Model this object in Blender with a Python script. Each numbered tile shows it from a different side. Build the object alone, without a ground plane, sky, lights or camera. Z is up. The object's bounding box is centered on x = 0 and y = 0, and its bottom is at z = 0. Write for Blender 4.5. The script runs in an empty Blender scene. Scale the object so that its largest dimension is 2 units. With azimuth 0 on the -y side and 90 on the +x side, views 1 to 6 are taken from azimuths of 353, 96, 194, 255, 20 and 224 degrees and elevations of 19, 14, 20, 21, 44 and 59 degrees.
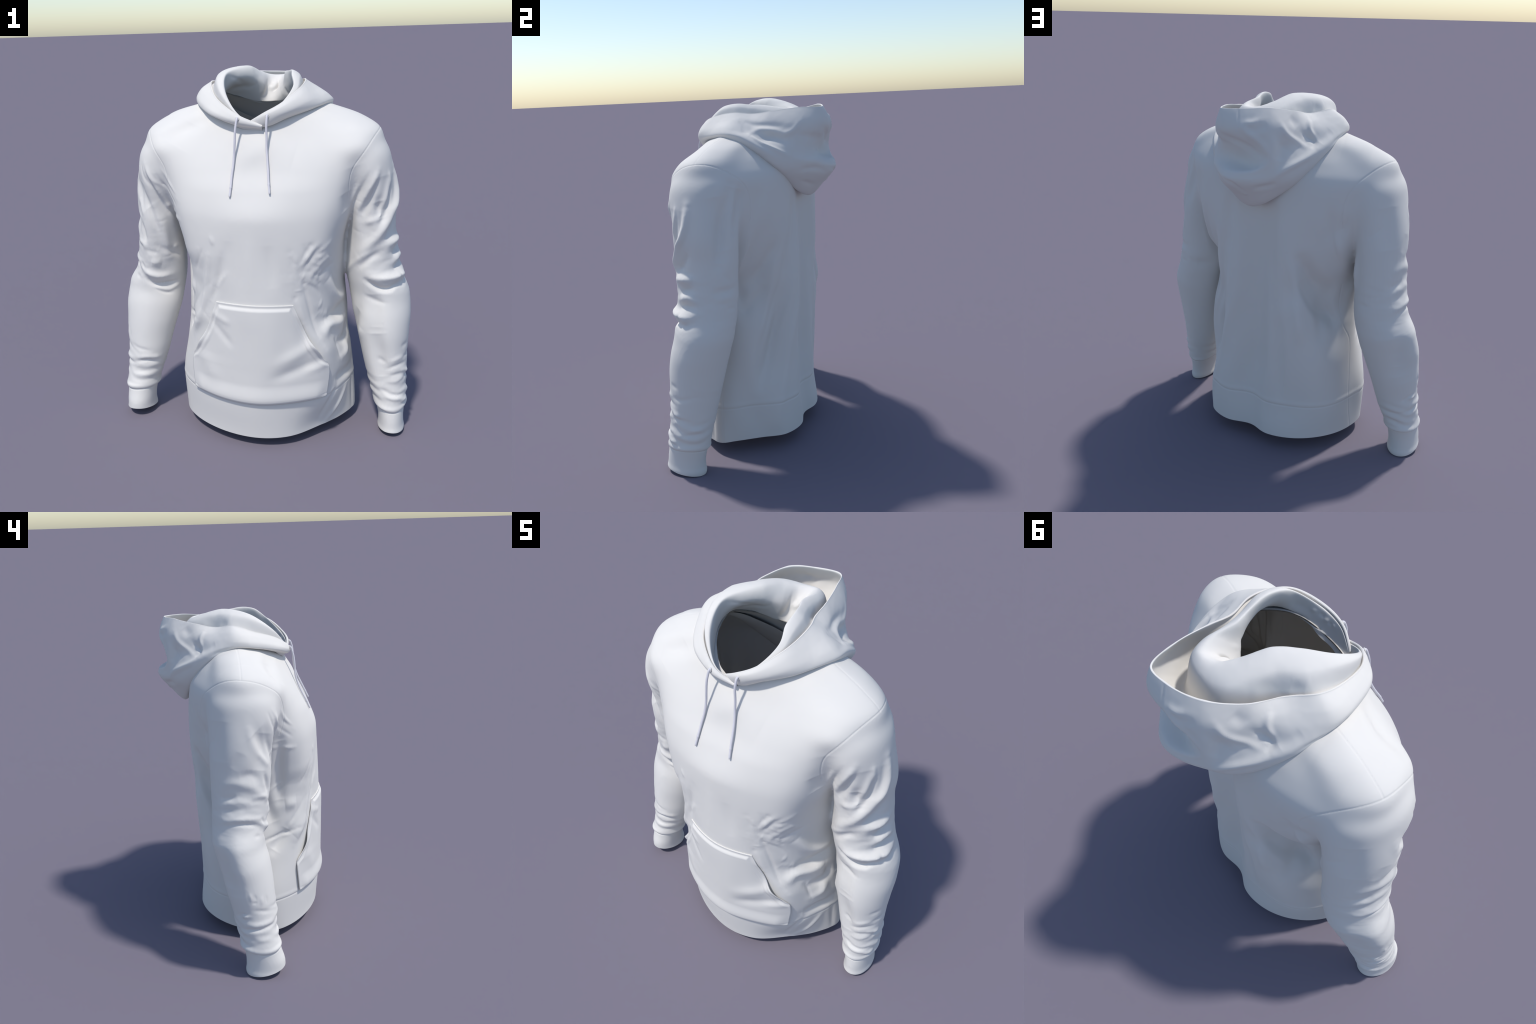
"""A white pullover hooded sweatshirt, standing as if worn by an unseen body.

Built in the wearer's frame (x to the picture's right, -y out of the chest, z up)
and turned about z at the end.  Torso and sleeves are lofted from measured
cross-sections, fused into one skin, smoothed, and then pressed with seams,
fold ridges and wrinkles.  The hood, pocket and cords are lofts of their own.
"""
import bpy, math
import numpy as np
from mathutils import noise as mnoise, Vector
from mathutils.bvhtree import BVHTree

YAW = math.radians(-17.7)
ORIGIN = (0.044, -0.039, 0.0)
rng = np.random.default_rng(7)

# ------------------------------------------------------------------ helpers

def mono(xs, ys, x):
    """Monotone cubic interpolation (Fritsch-Carlson), vectorised over columns."""
    xs = np.asarray(xs, float); ys = np.asarray(ys, float)
    flat = ys.ndim == 1
    if flat: ys = ys[:, None]
    h = np.diff(xs)[:, None]; d = np.diff(ys, axis=0) / h
    m = np.zeros_like(ys)
    a, b = d[:-1], d[1:]
    same = a * b > 0
    with np.errstate(divide='ignore', invalid='ignore'):
        hm = 2 * a * b / (a + b)
    m[1:-1] = np.where(same, hm, 0)
    m[0], m[-1] = d[0], d[-1]
    x = np.clip(np.asarray(x, float), xs[0], xs[-1])
    i = np.clip(np.searchsorted(xs, x) - 1, 0, len(xs) - 2)
    t = ((x - xs[i]) / (xs[i + 1] - xs[i]))[:, None]; hh = h[i]
    r = (ys[i] * (2*t**3 - 3*t**2 + 1) + m[i] * hh * (t**3 - 2*t**2 + t)
         + ys[i+1] * (-2*t**3 + 3*t**2) + m[i+1] * hh * (t**3 - t**2))
    return r[:, 0] if flat else r

def catmull(P, n, closed=False, alpha=0.5):
    """Centripetal Catmull-Rom through P (k, d), n samples evenly spread over knots."""
    P = np.asarray(P, float)
    if closed: Q = np.vstack([P[-1], P, P[0], P[1]]); segs = len(P)
    else: Q = np.vstack([2*P[0]-P[1], P, 2*P[-1]-P[-2]]); segs = len(P) - 1
    u = np.linspace(0, segs, n, endpoint=not closed)
    i = np.minimum(u.astype(int), segs - 1); t = (u - i)[:, None]
    p0, p1, p2, p3 = Q[i], Q[i+1], Q[i+2], Q[i+3]
    def step(a, b): return np.maximum(np.linalg.norm(b - a, axis=1), 1e-6)[:, None] ** alpha
    t1 = step(p0, p1); t2 = t1 + step(p1, p2); t3 = t2 + step(p2, p3)
    tt = t1 + t * (t2 - t1)
    A1 = (t1-tt)/t1*p0 + tt/t1*p1
    A2 = (t2-tt)/(t2-t1)*p1 + (tt-t1)/(t2-t1)*p2
    A3 = (t3-tt)/(t3-t2)*p2 + (tt-t2)/(t3-t2)*p3
    B1 = (t2-tt)/t2*A1 + tt/t2*A2
    B2 = (t3-tt)/(t3-t1)*A2 + (tt-t1)/(t3-t1)*A3
    return (t2-tt)/(t2-t1)*B1 + (tt-t1)/(t2-t1)*B2

def smoothstep(a, b, x):
    t = np.clip((x - a) / (b - a), 0, 1)
    return t * t * (3 - 2 * t)

def grid_faces(r, c, wrap=False):
    f = []
    for i in range(r - 1):
        for j in range(c if wrap else c - 1):
            k = (j + 1) % c
            f.append((i*c + j, i*c + k, (i+1)*c + k, (i+1)*c + j))
    return f

def make_mesh(name, V, F, mat=None, normals=None):
    me = bpy.data.meshes.new(name)
    me.from_pydata([tuple(v) for v in V], [], F)
    me.polygons.foreach_set("use_smooth", [True] * len(me.polygons))
    if mat: me.materials.append(mat)
    me.update()
    if normals is not None:
        me.normals_split_custom_set_from_vertices([tuple(n) for n in normals])
    ob = bpy.data.objects.new(name, me)
    bpy.context.scene.collection.objects.link(ob)
    return ob

def vertex_normals(V, F4):
    """F4: (n,4) int array, triangles repeat their last index."""
    a = V[F4[:, 2]] - V[F4[:, 0]]; b = V[F4[:, 3]] - V[F4[:, 1]]
    fn = np.cross(a, b)
    N = np.zeros_like(V)
    for k in range(4):
        for d in range(3):
            N[:, d] += np.bincount(F4[:, k], fn[:, d], len(V))
    return N / np.maximum(np.linalg.norm(N, axis=1), 1e-12)[:, None]

def laplace(V, E, w, it, lam=0.5, mu=None):
    n = len(V); deg = np.maximum(np.bincount(E.ravel(), minlength=n), 1)
    for k in range(it):
        for l in ((lam,) if mu is None else (lam, mu)):
            S = np.zeros_like(V)
            for d in range(V.shape[1]):
                S[:, d] = np.bincount(E[:, 0], V[E[:, 1], d], n) + np.bincount(E[:, 1], V[E[:, 0], d], n)
            V = V + (S / deg[:, None] - V) * (l * w)[:, None]
    return V

def fbm(P, scale, seed=0, octaves=3):
    out = np.empty(len(P)); o = Vector((seed * 7.3, seed * 3.1, seed * 5.7))
    s = np.asarray(scale, float) * np.ones(3)
    for i, p in enumerate(P):
        out[i] = mnoise.fractal(Vector(p * s) + o, 0.9, 2.1, octaves)
    return out

# ------------------------------------------------------------------ torso and sleeves

# Horizontal cross-sections of the torso.  Ten stations from the middle of the chest round the
# wearer's left (+x) side to the spine: chest, breast, flank front, side front, side, side back,
# back slope, back lobe (outer, inner), spine trough.
def mirrored(half):
    return half + [(-x, y) for x, y in half[8:0:-1]]

TORSO = [
    (-0.06, [(0,-.414),(.17,-.378),(.325,-.255),(.435,-.145),(.508,-.01),(.468,.06),(.380,.195),(.305,.313),(.17,.360),(.02,.323),
             (-.10,.353),(-.225,.322),(-.335,.245),(-.425,.13),(-.47,0),(-.472,-.14),(-.385,-.258),(-.20,-.374)]),
    (0.07, [(0,-.420),(.17,-.382),(.325,-.258),(.435,-.148),(.510,-.01),(.470,.06),(.382,.195),(.307,.315),(.17,.362),(.02,.325),
            (-.10,.355),(-.225,.324),(-.337,.247),(-.427,.13),(-.472,0),(-.474,-.14),(-.387,-.260),(-.20,-.376)]),
    (0.285, [(0,-.436),(.19,-.394),(.352,-.312),(.448,-.155),(.498,-.01),(.478,.06),(.408,.145),(.325,.280),(.187,.355),(.03,.308),
            (-.09,.338),(-.225,.304),(-.342,.247),(-.425,.152),(-.472,0),(-.488,-.12),(-.385,-.275),(-.20,-.392)]),
    (0.54, [(0,-.440),(.20,-.396),(.362,-.316),(.428,-.17),(.468,-.02),(.460,.065),(.410,.172),(.30,.248),(.16,.347),(.005,.288),
            (-.13,.342),(-.24,.314),(-.352,.252),(-.42,.15),(-.458,0),(-.440,-.14),(-.362,-.285),(-.20,-.388)]),
    (0.75, [(0,-.440),(.20,-.388),(.335,-.290),(.398,-.155),(.445,0),(.438,.10),(.370,.202),(.265,.266),(.15,.344),(-.01,.294),
            (-.14,.348),(-.25,.318),(-.34,.24),(-.398,.110),(-.446,-.02),(-.405,-.13),(-.345,-.285),(-.20,-.384)]),
    (0.88, [(0,-.434),(.20,-.386),(.330,-.290),(.394,-.15),(.432,0),(.424,.10),(.345,.19),(.25,.272),(.15,.348),(-.015,.298),
            (-.15,.352),(-.25,.312),(-.318,.225),(-.378,.090),(-.438,-.03),(-.400,-.135),(-.338,-.283),(-.20,-.382)]),
    (1.00, mirrored([(0,-.426),(.21,-.383),(.338,-.298),(.402,-.15),(.440,0),(.408,.09),(.345,.178),(.258,.288),(.153,.352),(-.025,.303)])),
    (1.12, mirrored([(0,-.420),(.21,-.388),(.350,-.318),(.418,-.165),(.450,0),(.442,.11),(.373,.202),(.268,.305),(.155,.356),(-.035,.307)])),
    (1.28, mirrored([(0,-.415),(.22,-.380),(.372,-.312),(.457,-.185),(.485,0),(.475,.155),(.402,.232),(.278,.316),(.16,.360),(-.035,.314)])),
    (1.42, mirrored([(0,-.362),(.22,-.347),(.385,-.286),(.485,-.188),(.535,0),(.515,.17),(.43,.258),(.30,.318),(.165,.355),(-.03,.322)])),
    (1.52, mirrored([(0,-.306),(.21,-.300),(.38,-.262),(.50,-.200),(.595,0),(.555,.15),(.45,.25),(.31,.316),(.17,.345),(-.01,.330)])),
    (1.60, mirrored([(0,-.268),(.20,-.256),(.37,-.232),(.53,-.200),(.640,-.01),(.60,.13),(.495,.225),(.32,.305),(.17,.330),(0,.318)])),
    (1.68, mirrored([(0,-.232),(.20,-.208),(.34,-.185),(.54,-.142),(.628,.0),(.58,.115),(.45,.20),(.30,.265),(.16,.292),(0,.288)])),
    (1.75, mirrored([(0,-.188),(.18,-.168),(.30,-.134),(.44,-.07),(.527,.026),(.474,.128),(.352,.182),(.24,.225),(.13,.248),(0,.248)])),
    (1.815, mirrored([(0,-.135),(.12,-.12),(.20,-.09),(.28,-.03),(.343,.035),(.304,.102),(.222,.152),(.15,.18),(.08,.19),(0,.19)])),
    (1.88, mirrored([(0,-.06),(.07,-.05),(.11,-.03),(.15,0),(.185,.04),(.16,.07),(.12,.09),(.08,.10),(.04,.10),(0,.10)]))]

# sleeve: z, centre x, half x, centre y, half y   (x given outwards from the body)
SLEEVE_L = [
    (-0.03, .781, .089, -.100, .119), (0.08, .777, .085, -.098, .116), (0.15, .771, .088, -.084, .110),
    (0.20, .765, .097, -.069, .112), (0.25, .752, .102, -.061, .114), (0.30, .743, .112, -.049, .117),
    (0.40, .722, .124, -.038, .128), (0.50, .711, .140, -.019, .137), (0.60, .695, .155, -.001, .145),
    (0.70, .680, .168, .021, .150), (0.80, .662, .168, .043, .149), (0.90, .626, .147, .038, .155),
    (1.00, .614, .138, .027, .162), (1.10, .605, .128, .022, .168), (1.20, .599, .129, .017, .174),
    (1.30, .590, .138, .015, .178), (1.40, .568, .146, .006, .188), (1.50, .535, .158, .000, .200),
    (1.58, .505, .170, .000, .196), (1.64, .470, .165, .000, .160), (1.67, .450, .140, .000, .12)]
SLEEVE_R = [
    (-0.03, .719, .074, -.122, .124), (0.08, .715, .073, -.115, .116), (0.15, .709, .082, -.102, .117),
    (0.20, .701, .092, -.092, .124), (0.25, .698, .102, -.085, .126), (0.30, .687, .106, -.077, .130),
    (0.40, .674, .120, -.066, .142), (0.50, .663, .132, -.052, .152), (0.60, .654, .146, -.038, .162),
    (0.70, .644, .160, -.017, .166), (0.80, .630, .164, .006, .166), (0.90, .600, .155, .010, .172),
    (1.00, .581, .149, .012, .174), (1.10, .578, .138, .012, .178), (1.20, .573, .131, .015, .182),
    (1.30, .570, .140, .015, .186), (1.40, .552, .146, .008, .194), (1.50, .520, .158, .000, .202),
    (1.58, .490, .170, .000, .196), (1.64, .460, .165, .000, .160), (1.67, .445, .140, .000, .12)]

def body_shift(z):
    return mono([0, 1.0, 1.1, 1.9], [0, 0, -.006, -.008], np.atleast_1d(z))

def torso_loft(rows=150, cols=180):
    zs = [t[0] for t in TORSO]; C = np.array([np.array(t[1], float).ravel() for t in TORSO])
    z = np.linspace(zs[0], zs[-1], rows)
    M = mono(zs, C, z).reshape(rows, -1, 2)
    ring = np.stack([catmull(m, cols, True) for m in M])
    ring[..., 0] += np.where(z > 1.0, body_shift(z), 0)[:, None]
    V = np.concatenate([ring, np.repeat(z[:, None, None], cols, 1)], 2).reshape(-1, 3)
    F = grid_faces(rows, cols, True)
    F += [tuple(range(cols))[::-1], tuple(range((rows-1)*cols, rows*cols))]
    return V, F

def sleeve_axis(side):
    T = np.array(SLEEVE_L if side < 0 else SLEEVE_R)
    return T[:, 0], np.c_[side * T[:, 1], T[:, 2], T[:, 3], T[:, 4]]

def sleeve_loft(side, rows=120, cols=72):
    zs, M = sleeve_axis(side); z = np.linspace(zs[0], zs[-1], rows)
    xc, hx, yc, hy = mono(zs, M, z).T
    th = np.linspace(0, 2*np.pi, cols, endpoint=False)
    c, s = np.cos(th), np.sin(th)
    n = mono([0, .25, .45, 1.3, 1.5], [2, 2, 1.85, 1.85, 2], z)[:, None]      # slightly lozenge-shaped between elbow and shoulder
    X = xc[:, None] + hx[:, None] * np.sign(c) * np.abs(c) ** (2 / n); Y = yc[:, None] + hy[:, None] * np.sign(s) * np.abs(s) ** (2 / n)
    V = np.stack([X, Y, np.repeat(z[:, None], cols, 1)], 2).reshape(-1, 3)
    F = grid_faces(rows, cols, True)
    F += [tuple(range(cols))[::-1], tuple(range((rows-1)*cols, rows*cols))]
    return V, F

NECK = np.array([(0, -.205), (-.10, -.180), (-.17, -.11), (-.205, -.03), (-.205, .06), (-.165, .13),
                 (-.09, .18), (0, .195), (.09, .18), (.165, .13), (.205, .06), (.205, -.03), (.17, -.11), (.10, -.180)])

def inside_neck(x, y, grow=0.0):
    P = catmull(NECK, 200, True) - (0, .0)
    ang = np.arctan2(P[:, 1], P[:, 0]); r = np.hypot(P[:, 0], P[:, 1]); o = np.argsort(ang)
    R = np.interp(np.arctan2(y, x), ang[o], r[o], period=2*np.pi)
    return np.hypot(x, y) < R + grow

def remeshed(voxel):
    Vs, Fs, off = [], [], 0
    for V, F in (torso_loft(), sleeve_loft(-1), sleeve_loft(1)):
        Vs.append(V); Fs += [tuple(i + off for i in f) for f in F]; off += len(V)
    ob = make_mesh("rough_body", np.vstack(Vs), Fs)
    m = ob.modifiers.new("fuse", 'REMESH'); m.mode = 'VOXEL'; m.voxel_size = voxel
    dg = bpy.context.evaluated_depsgraph_get()
    me = bpy.data.meshes.new_from_object(ob.evaluated_get(dg))
    bpy.data.objects.remove(ob)
    return me

HEM_CUT = lambda P: 0.068 + 0.02 * np.clip(np.abs(P[0]) / .5, 0, 1)
def cut_openings(me):
    """Trim the closed skin at hem, cuffs and neck."""
    import bmesh
    bm = bmesh.new(); bm.from_mesh(me)
    def trim(pick, co, no):
        fs = [f for f in bm.faces if pick(f.calc_center_median())]
        geom = fs + list({e for f in fs for e in f.edges}) + list({v for f in fs for v in f.verts})
        bmesh.ops.bisect_plane(bm, geom=geom, plane_co=co, plane_no=no, clear_outer=True, dist=1e-5)
    trim(lambda c: c.z < .16 and abs(c.x) < .59 and not (abs(c.x) > .535), (0, -.05, .072), (0, .03, -1))
    trim(lambda c: c.z < .16 and c.x < -.59, (-.78, -.1, .028), (0.02, -.22, -1))
    trim(lambda c: c.z < .16 and c.x > .59, (.72, -.12, .014), (-.03, -.12, -1))
    cs = [(f, f.calc_center_median()) for f in bm.faces]
    kill = [f for f, c in cs if c.z > 1.6 and inside_neck(c.x, c.y)]
    bmesh.ops.delete(bm, geom=kill, context='FACES')
    loose = [v for v in bm.verts if not v.link_faces]
    bmesh.ops.delete(bm, geom=loose, context='VERTS')
    bm.to_mesh(me); bm.free()

def mesh_arrays(me):
    V = np.empty(len(me.vertices) * 3); me.vertices.foreach_get("co", V); V = V.reshape(-1, 3)
    F = [tuple(p.vertices) for p in me.polygons]
    return V, F

def build_skin(voxel=0.0085):
    me = remeshed(voxel); cut_openings(me)
    V, F = mesh_arrays(me); bpy.data.meshes.remove(me)
    E = {}
    for f in F:
        for i in range(len(f)):
            a, b = f[i], f[(i+1) % len(f)]
            E[(min(a, b), max(a, b))] = E.get((min(a, b), max(a, b)), 0) + 1
    Ea = np.array(list(E)); cnt = np.array(list(E.values()))
    border = np.unique(Ea[cnt == 1])
    fixed = np.ones(len(V)); fixed[border] = 0
    # even out the voxel steps, then melt the sleeves into the shoulder
    V = laplace(V, Ea, fixed, 6, .5, -.52)
    x, z = np.abs(V[:, 0]), V[:, 2]
    w = smoothstep(1.22, 1.36, z) * smoothstep(.33, .46, x) * smoothstep(1.80, 1.70, z)
    V = laplace(V, Ea, fixed * w, 30, .6)
    # border loops smoothed along themselves
    Eb = Ea[cnt == 1]; wb = np.zeros(len(V)); wb[border] = 1
    V = laplace(V, Eb, wb, 6, .5)
    return V, F, Ea, cnt

def refine(V, F, Ea):
    """One simple subdivision: returns fine vertices and quads, and the edge-midpoint table."""
    key = {(a, b): i for i, (a, b) in enumerate(map(tuple, Ea))}
    n = len(V); mid = (V[Ea[:, 0]] + V[Ea[:, 1]]) / 2
    cen = np.array([V[list(f)].mean(0) for f in F])
    n1 = n + len(Ea); Q = []; owner = []
    for fi, f in enumerate(F):
        k = len(f)
        em = [n + key[(min(f[i], f[(i+1) % k]), max(f[i], f[(i+1) % k]))] for i in range(k)]
        for i in range(k):
            Q.append((f[i], em[i], n1 + fi, em[i-1])); owner.append(fi)
    return np.vstack([V, mid, cen]), np.array(Q), np.array(owner), key

def base_skin():
    V, F, Ea, cnt = build_skin()
    fine, Q, owner, key = refine(V, F, Ea)
    Ef = np.vstack([Q[:, [0, 1]], Q[:, [1, 2]], Q[:, [2, 3]], Q[:, [3, 0]]]); Ef.sort(axis=1)
    Ef, cf = np.unique(Ef, axis=0, return_counts=True)
    free = np.ones(len(fine)); free[np.unique(Ef[cf == 1])] = 0
    fine = laplace(fine, Ef, free, 2, .5)
    N = vertex_normals(fine, Q)
    if (N[:, 1] * fine[:, 1]).mean() < 0:
        Q = Q[:, ::-1]; N = -N; F = [f[::-1] for f in F]
    fine = swollen(fine, DRAPES)
    soft_back = free * smoothstep(.0, .10, fine[:, 1]) * smoothstep(.52, .46, np.abs(fine[:, 0])) * smoothstep(1.7, 1.6, fine[:, 2])
    fine = laplace(fine, Ef, soft_back, 40, .6)
    fine = laplace(fine, Ef, free, 2, .5)
    N = vertex_normals(fine, Q)
    return fine, Q, N, F, key, len(V), Ef

# ------------------------------------------------------------------ folds and seams

def ridge(width, height, *points):
    """A raised fold: half width, height, and the points its crest runs through."""
    return points, width, height

def crease(width, depth, *points):
    return points, width, -depth

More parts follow.
